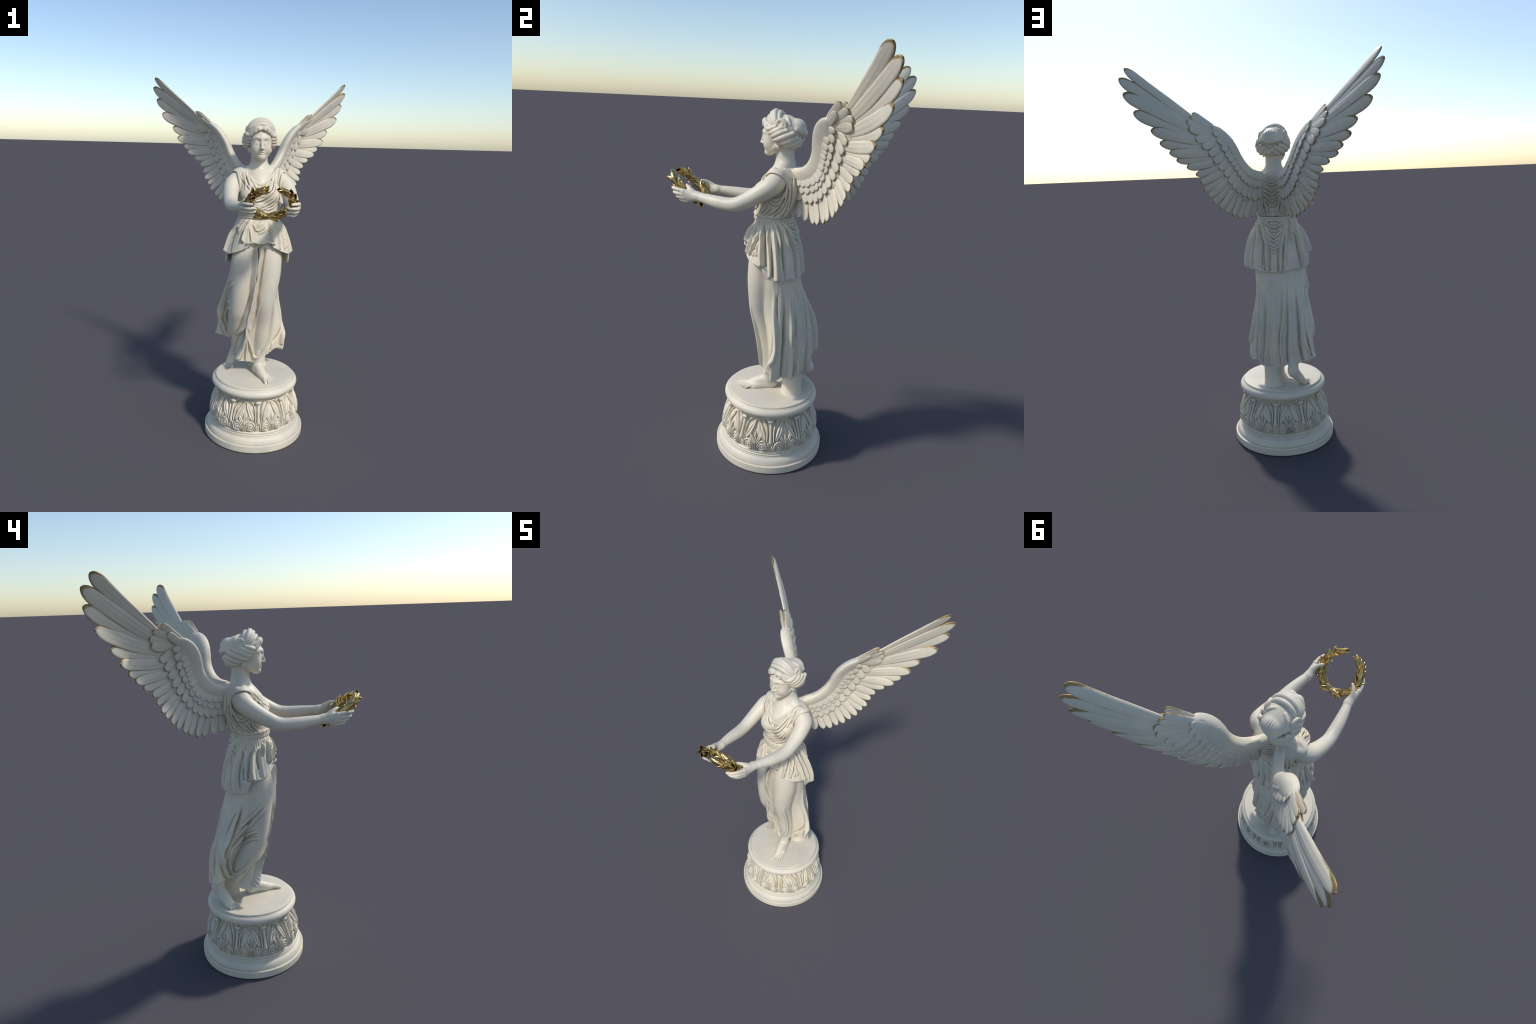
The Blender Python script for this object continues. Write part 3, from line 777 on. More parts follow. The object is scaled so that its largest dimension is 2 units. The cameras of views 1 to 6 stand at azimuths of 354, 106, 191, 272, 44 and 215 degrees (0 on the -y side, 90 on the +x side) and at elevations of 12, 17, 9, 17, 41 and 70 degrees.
# belt
nb = 160
t = np.linspace(0, 2 * np.pi, nb, endpoint=False)
sec = [(0.0, -0.011), (0.0035, -0.009), (0.0045, -0.004), (0.0030, 0.0), (0.0045, 0.004), (0.0035, 0.009), (0.0, 0.011), (-0.006, 0.010), (-0.006, -0.010)]
P = np.zeros((nb, len(sec), 3))
for j, (o, dz) in enumerate(sec):
    P[:, j, 0] = (0.1045 + o) * np.sin(t); P[:, j, 1] = -0.018 - (0.0915 + o) * np.cos(t); P[:, j, 2] = 1.2605 + dz + 0.003 * np.cos(t)
add_obj("belt", grid_mesh("belt", P, close_u=True, close_v=True), M_CLOTH, statue)

# ================================================================== DRESS: overskirt and skirt
def grid_normals(P):
    """outward normals of a (around, down) grid closed around"""
    du = np.roll(P, -1, 0) - np.roll(P, 1, 0)
    dv = np.gradient(P, axis=1)
    n = np.cross(dv, du)
    return n / (np.linalg.norm(n, axis=2)[..., None] + 1e-12)

def snap(pts, cloud):
    """pull the points of a fold line onto the cloth"""
    out = []
    for p in pts:
        out.append(cloud[np.argmin(((cloud - p) ** 2).sum(1))])
    return np.array(out)

def line_distance(X, pts):
    """distance to a polyline and the position along it (0..1)"""
    best = np.full(len(X), 9.0); pos = np.zeros(len(X)); side = np.zeros(len(X))
    n = len(pts) - 1
    for i in range(n):
        d = pts[i + 1] - pts[i]; L = d @ d + 1e-12
        t = np.clip(((X - pts[i]) @ d) / L, 0, 1)
        e = X - pts[i] - t[:, None] * d
        r = np.sqrt((e ** 2).sum(1))
        m = r < best
        best[m] = r[m]; pos[m] = (i + t[m]) / n
    return best, pos

class Cloth:
    """a base surface (around x down grid) that collects folds as outward displacement"""
    def __init__(self, base):
        self.B = base; self.N = grid_normals(base)
        self.X = base.reshape(-1, 3); self.F = np.zeros(len(self.X))
        self.coarse = self.X[::5]
    def fold(self, pts, amp, w, taper=(0.3, 0.35), mirror=False, sharp=1.0):
        for sg in ((1, -1) if mirror else (1,)):
            p = np.asarray(pts, float) * np.array([sg, 1, 1])
            line = snap(spline(p, 6 * len(p)), self.coarse)
            for _ in range(3):      # iron out the snapping
                line[1:-1] = 0.25 * line[:-2] + 0.5 * line[1:-1] + 0.25 * line[2:]
            lo_, hi_ = line.min(0) - 3 * w, line.max(0) + 3 * w
            idx = np.nonzero(((self.X > lo_) & (self.X < hi_)).all(1))[0]
            d, t = line_distance(self.X[idx], line)
            env = np.ones_like(t)
            if taper[0] > 0: env *= sstep(0, taper[0], t) ** 0.8
            if taper[1] > 0: env *= sstep(1, 1 - taper[1], t) ** 0.8
            self.F[idx] += amp * env * np.exp(-(d / w) ** 2 * sharp)
    def groove(self, pts, depth, w, **kw):
        self.fold(pts, -depth, w, **kw)
    def points(self):
        return self.B + self.N * self.F.reshape(self.B.shape[:2])[..., None]

# ---- overskirt (peplum); angle 0 faces front (-y), 90 degrees is +x
nth, ns = 960, 130
th = np.linspace(0, 2 * np.pi, nth, endpoint=False)
tt = np.linspace(0, 1, ns)
TH, TT = np.meshgrid(th, tt, indexing="ij")
half_deg = [0, 10, 19, 24.5, 27.5, 30.5, 36, 44, 55, 70, 82, 88, 94, 100, 108, 116, 126, 136, 150, 165]
half_z = [1.126, 1.128, 1.133, 1.133, 1.124, 1.107, 1.100, 1.088, 1.075, 1.062, 1.053, 1.046, 1.002, 0.996, 0.992, 0.990, 0.986, 0.990, 0.980, 0.976]
HZ = periodic(TH, half_deg + [180] + [360 - d for d in half_deg[:0:-1]], half_z + [0.974] + half_z[:0:-1])
ztop = 1.258
Zp = ztop + (HZ - ztop) * TT
hk = [-1.26, -1.20, -1.15, -1.10, -1.05, -1.00, -0.94]
Wx = smooth_interp(-Zp, hk, [0.102, 0.122, 0.140, 0.156, 0.170, 0.172, 0.170])
Wf = smooth_interp(-Zp, hk, [0.088, 0.104, 0.117, 0.127, 0.132, 0.134, 0.135])
Wb = smooth_interp(-Zp, hk, [0.086, 0.101, 0.114, 0.126, 0.135, 0.141, 0.145])
s_, c_ = np.sin(TH), -np.cos(TH)
Wy = np.where(c_ < 0, Wf, Wb)
ex_ = 2.3
RR = (np.abs(s_ / Wx) ** ex_ + np.abs(c_ / Wy) ** ex_) ** (-1 / ex_)
cyp = -0.012
PEP = Cloth(np.stack([RR * s_, cyp + RR * c_, Zp], -1))
# narrow gathered pleats all round, fanning out from the belt
prng = np.random.default_rng(3)
pl = np.zeros_like(TH)
for dg in np.arange(2, 360, 6.4):
    dg = dg + prng.uniform(-1.6, 1.6); w_ = prng.uniform(0.0038, 0.0058); am = prng.uniform(0.0012, 0.0030)
    dth = np.angle(np.exp(1j * (TH - math.radians(dg))))
    pl += am * np.exp(-(dth * RR / (w_ * (0.6 + 0.7 * TT))) ** 2) * (1 - 0.45 * TT)
centre = np.maximum(sstep(0.055, 0.035, np.abs(RR * s_)), 0)
PEP.F += (pl * (1 - 0.85 * centre)).ravel()
PEP.fold([(-0.039, -0.097, 1.256), (-0.064, -0.099, 1.217), (-0.083, -0.102, 1.181), (-0.093, -0.109, 1.142)], 0.0247, 0.0114, taper=(0.6, 0.0))
PEP.fold([(-0.051, -0.101, 1.229), (-0.051, -0.113, 1.187), (-0.045, -0.128, 1.138)], 0.0095, 0.0057, taper=(0.6, 0.0))
PEP.fold([(0.057, -0.096, 1.24), (0.059, -0.108, 1.198), (0.059, -0.123, 1.143)], 0.0247, 0.0104, taper=(0.6, 0.0))
PEP.fold([(-0.039, -0.107, 1.219), (-0.018, -0.118, 1.192), (0.009, -0.115, 1.203), (0.033, -0.105, 1.23)], 0.0095, 0.0057)
PEP.fold([(-0.041, -0.104, 1.229), (-0.026, -0.112, 1.209), (-0.011, -0.111, 1.217), (0.015, -0.106, 1.236)], 0.0076, 0.0047)
PEP.fold([(-0.018, -0.123, 1.174), (0.015, -0.119, 1.188), (0.035, -0.11, 1.213)], 0.0076, 0.0057)
PEP.fold([(-0.06, -0.089, 1.255), (-0.089, -0.084, 1.215), (-0.114, -0.082, 1.164)], 0.0076, 0.0057)
PEP.groove([(-0.06, -0.093, 1.245), (-0.089, -0.098, 1.18), (-0.106, -0.101, 1.136)], 0.0122, 0.0068, taper=(0.6, 0.0))
PEP.groove([(-0.111, -0.058, 1.208), (-0.132, -0.051, 1.157), (-0.153, -0.067, 1.076)], 0.0137, 0.0085, taper=(0.6, 0.0))
PEP.groove([(0.044, -0.1, 1.24), (0.048, -0.111, 1.198), (0.041, -0.127, 1.146)], 0.0122, 0.0076, taper=(0.6, 0.0))
PEP.groove([(0.07, -0.093, 1.228), (0.07, -0.107, 1.187), (0.071, -0.117, 1.153)], 0.0076, 0.0051, taper=(0.6, 0.0))
PEP.fold([(0.082, -0.079, 1.242), (0.1, -0.087, 1.183), (0.104, -0.114, 1.1)], 0.0114, 0.0076, taper=(0.6, 0.0))
PEP.fold([(0.1, -0.058, 1.238), (0.119, -0.056, 1.188), (0.132, -0.091, 1.095)], 0.0114, 0.0066, taper=(0.6, 0.0))
PEP.groove([(0.093, -0.068, 1.24), (0.107, -0.081, 1.182), (0.111, -0.111, 1.092)], 0.0091, 0.0051, taper=(0.6, 0.0))
PEP.groove([(0.116, -0.043, 1.207), (0.131, -0.058, 1.155), (0.14, -0.082, 1.093)], 0.0091, 0.0051, taper=(0.6, 0.0))
PEP.fold([(0.066, -0.088, 1.247), (0.106, -0.08, 1.184), (0.146, -0.069, 1.097)], 0.0076, 0.0057, taper=(0.6, 0.0))
PEP.fold([(0.091, -0.066, 1.248), (0.12, -0.06, 1.179), (0.151, -0.052, 1.101)], 0.0076, 0.0057, taper=(0.6, 0.0))
PEP.fold([(0.1, -0.046, 1.252), (0.126, -0.035, 1.184), (0.168, -0.022, 1.061)], 0.0228, 0.0095, taper=(0.6, 0.0))
PEP.fold([(0.102, -0.028, 1.257), (0.127, -0.01, 1.187), (0.157, 0.015, 1.09), (0.168, 0.026, 1.011)], 0.0133, 0.0076, taper=(0.6, 0.0))
PEP.fold([(0.103, -0.005, 1.256), (0.122, 0.021, 1.19), (0.144, 0.038, 1.111), (0.158, 0.054, 1.0)], 0.0247, 0.0114, taper=(0.6, 0.0))
PEP.fold([(0.1, 0.015, 1.258), (0.112, 0.042, 1.19), (0.131, 0.065, 1.1)], 0.0114, 0.0066)
PEP.fold([(0.091, 0.035, 1.258), (0.091, 0.067, 1.188), (0.094, 0.094, 1.104)], 0.0114, 0.0076)
PEP.fold([(0.079, 0.049, 1.258), (0.063, 0.08, 1.194), (0.041, 0.111, 1.103)], 0.0114, 0.0076)
PEP.groove([(0.102, -0.036, 1.254), (0.127, -0.021, 1.186), (0.168, -0.0, 1.058)], 0.0152, 0.0068, taper=(0.6, 0.0))
PEP.groove([(0.103, -0.01, 1.256), (0.131, 0.014, 1.169), (0.159, 0.032, 1.071), (0.166, 0.034, 1.011)], 0.0137, 0.0068, taper=(0.6, 0.0))
PEP.groove([(0.095, 0.027, 1.257), (0.107, 0.056, 1.179), (0.125, 0.077, 1.089), (0.132, 0.088, 1.0)], 0.0106, 0.0059, taper=(0.6, 0.0))
PEP.groove([(0.085, 0.044, 1.256), (0.076, 0.076, 1.189), (0.061, 0.103, 1.119), (0.067, 0.122, 0.993)], 0.0106, 0.0059, taper=(0.6, 0.0))
PEP.fold([(-0.071, 0.057, 1.256), (-0.068, 0.086, 1.169), (-0.061, 0.114, 1.067), (-0.054, 0.126, 0.989)], 0.0114, 0.0076, taper=(0.6, 0.0))
PEP.fold([(-0.085, 0.043, 1.257), (-0.088, 0.069, 1.187), (-0.105, 0.091, 1.094)], 0.0114, 0.0066)
PEP.fold([(-0.101, 0.008, 1.258), (-0.118, 0.038, 1.182), (-0.133, 0.056, 1.114), (-0.152, 0.065, 1.002)], 0.0228, 0.0114, taper=(0.6, 0.0))
PEP.fold([(0.118, -0.014, 1.213), (-0.131, 0.005, 1.173), (-0.153, 0.025, 1.095)], 0.0095, 0.0076)
PEP.fold([(0.113, -0.042, 1.215), (-0.127, -0.032, 1.183), (-0.15, -0.026, 1.117), (-0.165, -0.03, 1.068)], 0.0247, 0.0095, taper=(0.6, 0.0))
PEP.fold([(-0.086, -0.079, 1.232), (-0.114, -0.081, 1.166)], 0.0076, 0.0057)
PEP.groove([(0.104, 0.038, 1.217), (-0.105, 0.058, 1.179), (-0.125, 0.077, 1.087), (-0.138, 0.082, 1.0)], 0.0091, 0.0051, taper=(0.6, 0.0))
PEP.groove([(-0.103, -0.006, 1.257), (-0.131, 0.024, 1.161), (-0.149, 0.04, 1.094), (-0.165, 0.038, 1.006)], 0.0137, 0.0068, taper=(0.6, 0.0))
PEP.groove([(0.117, -0.029, 1.212), (-0.132, -0.018, 1.173), (-0.157, -0.007, 1.096), (-0.168, -0.006, 1.058)], 0.0137, 0.0068, taper=(0.6, 0.0))
PEP.groove([(-0.06, -0.092, 1.248), (-0.09, -0.101, 1.171), (-0.098, -0.111, 1.124)], 0.0106, 0.0068, taper=(0.6, 0.0))
PEP.fold([(0.068, 0.06, 1.25), (0.048, 0.094, 1.163), (0.04, 0.113, 1.093), (0.035, 0.129, 0.981)], 0.0152, 0.0076, taper=(0.6, 0.0))
PEP.fold([(-0.067, 0.064, 1.242), (-0.048, 0.098, 1.15), (-0.04, 0.116, 1.08), (-0.037, 0.129, 0.98)], 0.0152, 0.0076, taper=(0.6, 0.0))
PEP.fold([(0.039, 0.072, 1.253), (-0.001, 0.078, 1.242), (-0.039, 0.072, 1.251)], 0.0076, 0.0047)
PEP.fold([(0.058, 0.065, 1.252), (0.029, 0.081, 1.224), (-0.001, 0.086, 1.211), (-0.03, 0.081, 1.223), (-0.053, 0.068, 1.25)], 0.0114, 0.0057)
PEP.fold([(0.042, 0.081, 1.215), (0.018, 0.089, 1.198), (-0.002, 0.091, 1.191), (-0.026, 0.088, 1.2), (-0.042, 0.081, 1.215)], 0.0076, 0.0047)
PEP.fold([(0.039, 0.086, 1.2), (0.016, 0.096, 1.172), (-0.002, 0.099, 1.162), (-0.021, 0.096, 1.172), (-0.047, 0.08, 1.213)], 0.0095, 0.0057)
PEP.fold([(0.028, 0.099, 1.158), (-0.002, 0.105, 1.139), (-0.031, 0.097, 1.162)], 0.0076, 0.0057)
PEP.fold([(0.025, 0.105, 1.135), (-0.002, 0.11, 1.118), (-0.029, 0.104, 1.139)], 0.0066, 0.0057)
PEP.fold([(0.022, 0.111, 1.112), (-0.002, 0.115, 1.097), (-0.027, 0.11, 1.113)], 0.0057, 0.0057)
PEP.fold([(0.017, 0.117, 1.085), (-0.002, 0.118, 1.078), (-0.022, 0.116, 1.085)], 0.0047, 0.0057)
PEP.fold([(0.085, 0.049, 1.244), (0.085, 0.068, 1.197), (0.084, 0.085, 1.15)], 0.0076, 0.0057)
PEP.fold([(-0.089, 0.047, 1.24), (-0.089, 0.066, 1.194), (-0.089, 0.083, 1.147)], 0.0076, 0.0057)
PEP.groove([(0.096, 0.054, 1.207), (0.121, 0.071, 1.112), (0.128, 0.092, 0.992)], 0.0137, 0.0085, taper=(0.6, 0.0))
PEP.groove([(0.06, 0.077, 1.21), (0.053, 0.106, 1.116), (0.052, 0.126, 0.982)], 0.0091, 0.0068, taper=(0.6, 0.0))
PEP.groove([(0.025, 0.104, 1.139), (0.022, 0.119, 1.069), (0.024, 0.13, 0.983)], 0.0076, 0.0068, taper=(0.6, 0.0))
PEP.groove([(-0.026, 0.107, 1.127), (-0.024, 0.119, 1.068), (-0.023, 0.13, 0.983)], 0.0076, 0.0068, taper=(0.6, 0.0))
PEP.groove([(-0.055, 0.099, 1.138), (-0.053, 0.116, 1.068), (-0.051, 0.126, 0.982)], 0.0091, 0.0068, taper=(0.6, 0.0))
PEP.groove([(-0.106, 0.044, 1.203), (-0.125, 0.07, 1.108), (-0.144, 0.076, 0.997)], 0.0137, 0.0076, taper=(0.6, 0.0))
PEP.groove([(-0.122, 0.003, 1.197), (-0.15, 0.018, 1.112), (-0.163, 0.019, 1.068)], 0.0122, 0.0068, taper=(0.6, 0.0))

P = PEP.points()
hemr = P[:, -1]
inw = -PEP.N[:, -1].copy(); inw[:, 2] = 0; inw /= np.linalg.norm(inw, axis=1)[:, None]
rows = [hemr + inw * d + np.array([0, 0, z]) for d, z in ((0.001, -0.0018), (0.0035, -0.0026), (0.006, -0.0012), (0.0075, 0.003), (0.010, 0.02), (0.016, 0.05))]
add_obj("overskirt", grid_mesh("overskirt", np.concatenate([P, np.stack(rows, 1)], 1), close_u=True, flip=True), M_CLOTH, statue)
for s in (-1, 1):       # rolled edge where the hem doubles back at the front corners
    me = tube_mesh("hem_roll", [(s * 0.040, -0.136, 1.1300), (s * 0.056, -0.142, 1.1325), (s * 0.070, -0.139, 1.1290), (s * 0.0755, -0.128, 1.1210), (s * 0.069, -0.117, 1.1140), (s * 0.055, -0.112, 1.1120)],
                   [0.0028, 0.0036, 0.0040, 0.0040, 0.0036, 0.0028], seg=12, n=36)
    add_obj("hem_roll", me, M_CLOTH, statue)

# ---- long skirt: cross-sections of the cloth at nine heights (x, y), counter-clockwise from the front
SECTIONS = [
    (1.190, -0.010, [(0, -0.098), (0.055, -0.085), (0.090, -0.045), (0.102, 0.0), (0.080, 0.045), (0.040, 0.068), (0, 0.072), (-0.040, 0.068), (-0.080, 0.045), (-0.102, 0.0), (-0.090, -0.045), (-0.055, -0.085)]),
    (1.040, 0.002, [(0, -0.105), (0.070, -0.095), (0.112, -0.035), (0.124, 0.025), (0.095, 0.070), (0.050, 0.095), (0, 0.102), (-0.060, 0.098), (-0.110, 0.074), (-0.135, 0.025), (-0.130, -0.040), (-0.080, -0.095)]),
    (0.950, 0.008, [(0, -0.104), (0.070, -0.090), (0.110, -0.035), (0.126, 0.025), (0.100, 0.078), (0.050, 0.112), (0, 0.120), (-0.060, 0.118), (-0.118, 0.092), (-0.145, 0.045), (-0.138, -0.030), (-0.080, -0.090)]),
    (0.860, 0.018, [(-0.002, -0.100), (0.060, -0.080), (0.098, -0.030), (0.120, 0.025), (0.104, 0.082), (0.055, 0.122), (0, 0.136), (-0.065, 0.140), (-0.135, 0.118), (-0.160, 0.065), (-0.140, -0.010), (-0.080, -0.075)]),
    (0.770, 0.032, [(-0.010, -0.086), (0.050, -0.060), (0.088, -0.018), (0.122, 0.030), (0.110, 0.080), (0.062, 0.128), (0, 0.148), (-0.075, 0.158), (-0.145, 0.150), (-0.178, 0.108), (-0.135, 0.030), (-0.075, -0.050)]),
    (0.680, 0.046, [(-0.020, -0.070), (0.042, -0.040), (0.082, -0.002), (0.138, 0.038), (0.118, 0.086), (0.066, 0.136), (0, 0.162), (-0.085, 0.176), (-0.160, 0.174), (-0.192, 0.138), (-0.130, 0.065), (-0.078, -0.025)]),
    (0.590, 0.058, [(-0.035, -0.042), (0.038, -0.025), (0.082, 0.010), (0.156, 0.046), (0.126, 0.090), (0.070, 0.138), (0, 0.172), (-0.085, 0.190), (-0.168, 0.192), (-0.205, 0.160), (-0.122, 0.090), (-0.090, -0.010)]),
    (0.500, 0.064, [(-0.050, -0.016), (0.032, -0.012), (0.082, 0.018), (0.174, 0.050), (0.134, 0.088), (0.074, 0.134), (0, 0.172), (-0.085, 0.190), (-0.172, 0.198), (-0.216, 0.174), (-0.120, 0.100), (-0.100, 0.000)]),
    (0.400, 0.066, [(-0.060, -0.003), (0.028, -0.008), (0.078, 0.024), (0.150, 0.054), (0.116, 0.088), (0.066, 0.130), (0, 0.166), (-0.075, 0.182), (-0.160, 0.190), (-0.192, 0.166), (-0.112, 0.104), (-0.104, 0.004)]),
]
nth, ns = 960, 300
th = np.linspace(0, 2 * np.pi, nth, endpoint=False)
tt = np.linspace(0, 1, ns)
TH, TT = np.meshgrid(th, tt, indexing="ij")
hem_deg = [0, 16, 30, 45, 62, 79, 88, 101, 129, 151, 175, 199, 221, 232, 243, 250, 256, 266, 276, 293, 310, 322, 345]
hem_z = [0.412, 0.402, 0.415, 0.452, 0.452, 0.482, 0.462, 0.466, 0.445, 0.438, 0.452, 0.470, 0.495, 0.508, 0.526, 0.518, 0.490, 0.446, 0.436, 0.430, 0.424, 0.420, 0.418]
HZ = periodic(TH, hem_deg, hem_z)
Zs = 1.19 + (HZ - 1.19) * TT
s_, c_ = np.sin(TH), -np.cos(TH)
zk = [-q[0] for q in SECTIONS]
cx = -0.005
cy = smooth_interp(-Zs, zk, [q[1] for q in SECTIONS])
prof = []
for z0, yc, pts in SECTIONS:                 # radius as a function of angle, one per height
    pts = spline(pts + pts[:1], 97)[:-1]
    an = np.unwrap(np.arctan2(pts[:, 0] - cx, -(pts[:, 1] - yc)))
    rd = np.hypot(pts[:, 0] - cx, pts[:, 1] - yc)
    o = np.argsort(an % (2 * np.pi))
    prof.append(np.interp(th, (an % (2 * np.pi))[o], rd[o], period=2 * np.pi))
prof = np.array(prof)
zi = -np.array(zk)[::-1]
RR = np.zeros_like(Zs)
for i in range(nth):
    RR[i] = smooth_interp(-Zs[i], zk, prof[:, i])
def leg_reach(lx, ly, lr):
    px, py = lx - cx, ly - cy
    bb = px * s_ + py * c_
    disc = lr ** 2 - (px ** 2 + py ** 2 - bb ** 2)
    return np.where((disc > 0) & (lr > 0), bb + np.sqrt(np.maximum(disc, 0)), 0.0)
def smax(a, b, k):
    h = np.maximum(k - np.abs(a - b), 0) / k
    return np.maximum(a, b) + h * h * k * 0.25
# standing leg (+x side)
lz = [-1.19, -1.04, -0.95, -0.86, -0.77, -0.72, -0.66, -0.58, -0.50, -0.43, -0.39]
l1x = smooth_interp(-Zs, lz, [0.045, 0.054, 0.052, 0.047, 0.042, 0.040, 0.038, 0.035, 0.030, 0.024, 0.022])
l1y = smooth_interp(-Zs, lz, [-0.030, -0.045, -0.048, -0.052, -0.052, -0.043, -0.028, -0.012, 0.006, 0.018, 0.022])
l1r = smooth_interp(-Zs, lz, [0.062, 0.072, 0.072, 0.063, 0.053, 0.049, 0.047, 0.045, 0.042, 0.040, 0.041])
# bent leg (-x side): knee forward, shin swung back; its cloth ends in a loop under the calf
l2x = smooth_interp(-Zs, lz, [-0.045, -0.068, -0.073, -0.082, -0.090, -0.094, -0.098, -0.100, -0.098, -0.09, -0.09])
l2y = smooth_interp(-Zs, lz, [-0.030, -0.043, -0.045, -0.042, -0.034, -0.024, 0.004, 0.044, 0.075, 0.10, 0.12])
l2r = smooth_interp(-Zs, lz, [0.062, 0.075, 0.076, 0.070, 0.064, 0.061, 0.059, 0.053, 0.030, 0.001, 0.0])
RR = smax(RR, leg_reach(l1x, l1y, l1r), 0.012)
RR = smax(RR, leg_reach(l2x, l2y, l2r), 0.014)
SKIRT = Cloth(np.stack([cx + RR * s_, cy + RR * c_, Zs], -1))
# shallow pleats over the back and sides
pl = np.zeros_like(TH)
for dg in np.arange(100, 262, 7.0):
    dg = dg + prng.uniform(-2, 2); w_ = prng.uniform(0.005, 0.0075); am = prng.uniform(0.0008, 0.0022)
    dth = np.angle(np.exp(1j * (TH - np.radians(dg + prng.uniform(-3, 3) * TT))))
    pl += am * np.exp(-(dth * RR / w_) ** 2) * (0.5 + 0.6 * np.sin(TT * prng.uniform(2, 5) + prng.uniform(0, 3)) ** 2)
SKIRT.F += pl.ravel()
SKIRT.fold([(-0.02, -0.102, 1.109), (-0.024, -0.106, 1.061), (-0.036, -0.108, 0.917), (-0.046, -0.087, 0.792), (-0.065, -0.066, 0.696), (-0.092, -0.033, 0.621), (-0.121, -0.0, 0.573)], 0.0315, 0.0076, taper=(0.12, 0.25))
SKIRT.fold([(0.005, -0.102, 1.109), (-0.0, -0.104, 1.06), (-0.016, -0.1, 0.906), (-0.028, -0.076, 0.759), (-0.043, -0.046, 0.629), (-0.066, -0.019, 0.531), (-0.092, -0.006, 0.451)], 0.0378, 0.0095, taper=(0.15, 0.0))
SKIRT.fold([(-0.042, -0.042, 0.603), (-0.047, -0.02, 0.521), (-0.053, -0.007, 0.436)], 0.0126, 0.0057, taper=(0.6, 0.0))
SKIRT.fold([(-0.033, -0.066, 0.708), (-0.042, -0.044, 0.614), (-0.028, -0.019, 0.515), (0.004, -0.019, 0.449), (0.042, -0.029, 0.483), (0.069, -0.035, 0.561), (0.08, -0.056, 0.681), (0.086, -0.087, 0.786), (0.099, -0.087, 0.856)], 0.0168, 0.0062)
SKIRT.fold([(0.023, -0.109, 0.834), (-0.001, -0.072, 0.71), (-0.02, -0.053, 0.631)], 0.0063, 0.0047)
SKIRT.fold([(0.097, 0.02, 0.548), (0.097, 0.023, 0.501), (0.091, 0.024, 0.462)], 0.0105, 0.0057, taper=(0.6, 0.0))
SKIRT.groove([(-0.008, -0.102, 1.109), (-0.012, -0.104, 1.06), (-0.026, -0.103, 0.916), (-0.035, -0.078, 0.783), (-0.052, -0.047, 0.668), (-0.073, -0.028, 0.613)], 0.0151, 0.0051, taper=(0.2, 0.3))
SKIRT.groove([(0.027, -0.104, 1.11), (0.021, -0.108, 1.061), (0.004, -0.104, 0.907), (-0.01, -0.083, 0.761), (-0.023, -0.044, 0.604)], 0.0101, 0.0068, taper=(0.2, 0.3))
SKIRT.groove([(-0.041, -0.11, 0.918), (-0.051, -0.095, 0.812), (-0.079, -0.075, 0.703), (-0.114, -0.02, 0.602)], 0.0118, 0.0059)
SKIRT.fold([(0.122, 0.042, 0.96), (0.12, 0.039, 0.818), (0.135, 0.054, 0.695), (0.152, 0.059, 0.604), (0.16, 0.042, 0.514)], 0.0189, 0.0095, taper=(0.6, 0.0))
SKIRT.fold([(0.084, 0.094, 0.943), (0.079, 0.115, 0.77), (0.089, 0.121, 0.641), (0.089, 0.12, 0.452)], 0.0147, 0.0085, taper=(0.6, 0.0))
SKIRT.fold([(0.04, 0.118, 0.932), (0.04, 0.145, 0.715), (0.042, 0.154, 0.58), (0.057, 0.14, 0.44)], 0.0147, 0.0085, taper=(0.6, 0.0))
SKIRT.groove([(0.103, 0.074, 0.955), (0.104, 0.088, 0.776), (0.115, 0.1, 0.604), (0.123, 0.094, 0.467)], 0.0185, 0.0085, taper=(0.6, 0.0))
SKIRT.groove([(0.125, 0.035, 0.753), (0.152, 0.051, 0.612), (0.068, 0.0, 0.477)], 0.0101, 0.0059, taper=(0.4, 0.3))
SKIRT.groove([(0.118, 0.051, 0.906), (0.117, 0.054, 0.841), (0.122, 0.058, 0.756)], 0.0067, 0.0051)
SKIRT.groove([(0.06, 0.115, 0.895), (0.061, 0.134, 0.722), (0.068, 0.14, 0.589), (0.071, 0.131, 0.444)], 0.0084, 0.0059, taper=(0.6, 0.0))
SKIRT.fold([(0.064, 0.104, 0.954), (0.071, 0.129, 0.709), (0.085, 0.128, 0.518), (0.076, 0.129, 0.447)], 0.016, 0.0085, taper=(0.6, 0.0))
SKIRT.fold([(0.036, 0.115, 0.957), (0.027, 0.125, 0.903), (0.018, 0.135, 0.85)], 0.008, 0.0066)
SKIRT.fold([(0.065, 0.141, 0.595), (0.053, 0.148, 0.517), (0.046, 0.146, 0.439)], 0.012, 0.0076, taper=(0.6, 0.0))
SKIRT.fold([(-0.058, 0.115, 0.966), (-0.056, 0.158, 0.765), (-0.038, 0.18, 0.61), (-0.044, 0.182, 0.473)], 0.0218, 0.0085, taper=(0.6, 0.0))
SKIRT.fold([(-0.029, 0.133, 0.896), (-0.023, 0.168, 0.676), (-0.004, 0.174, 0.537)], 0.008, 0.0076)
SKIRT.fold([(-0.123, 0.085, 0.955), (-0.145, 0.152, 0.765), (-0.155, 0.186, 0.638), (-0.173, 0.198, 0.514)], 0.0199, 0.0123, taper=(0.6, 0.0))
SKIRT.groove([(0.098, 0.082, 0.932), (0.101, 0.096, 0.746), (0.125, 0.096, 0.506)], 0.0143, 0.0076, taper=(0.6, 0.0))
SKIRT.groove([(0.044, 0.133, 0.803), (0.051, 0.141, 0.712), (0.063, 0.141, 0.619)], 0.0079, 0.0059)
SKIRT.groove([(-0.074, 0.14, 0.853), (-0.069, 0.175, 0.678), (-0.062, 0.188, 0.544), (-0.069, 0.187, 0.488)], 0.0128, 0.0076, taper=(0.6, 0.0))
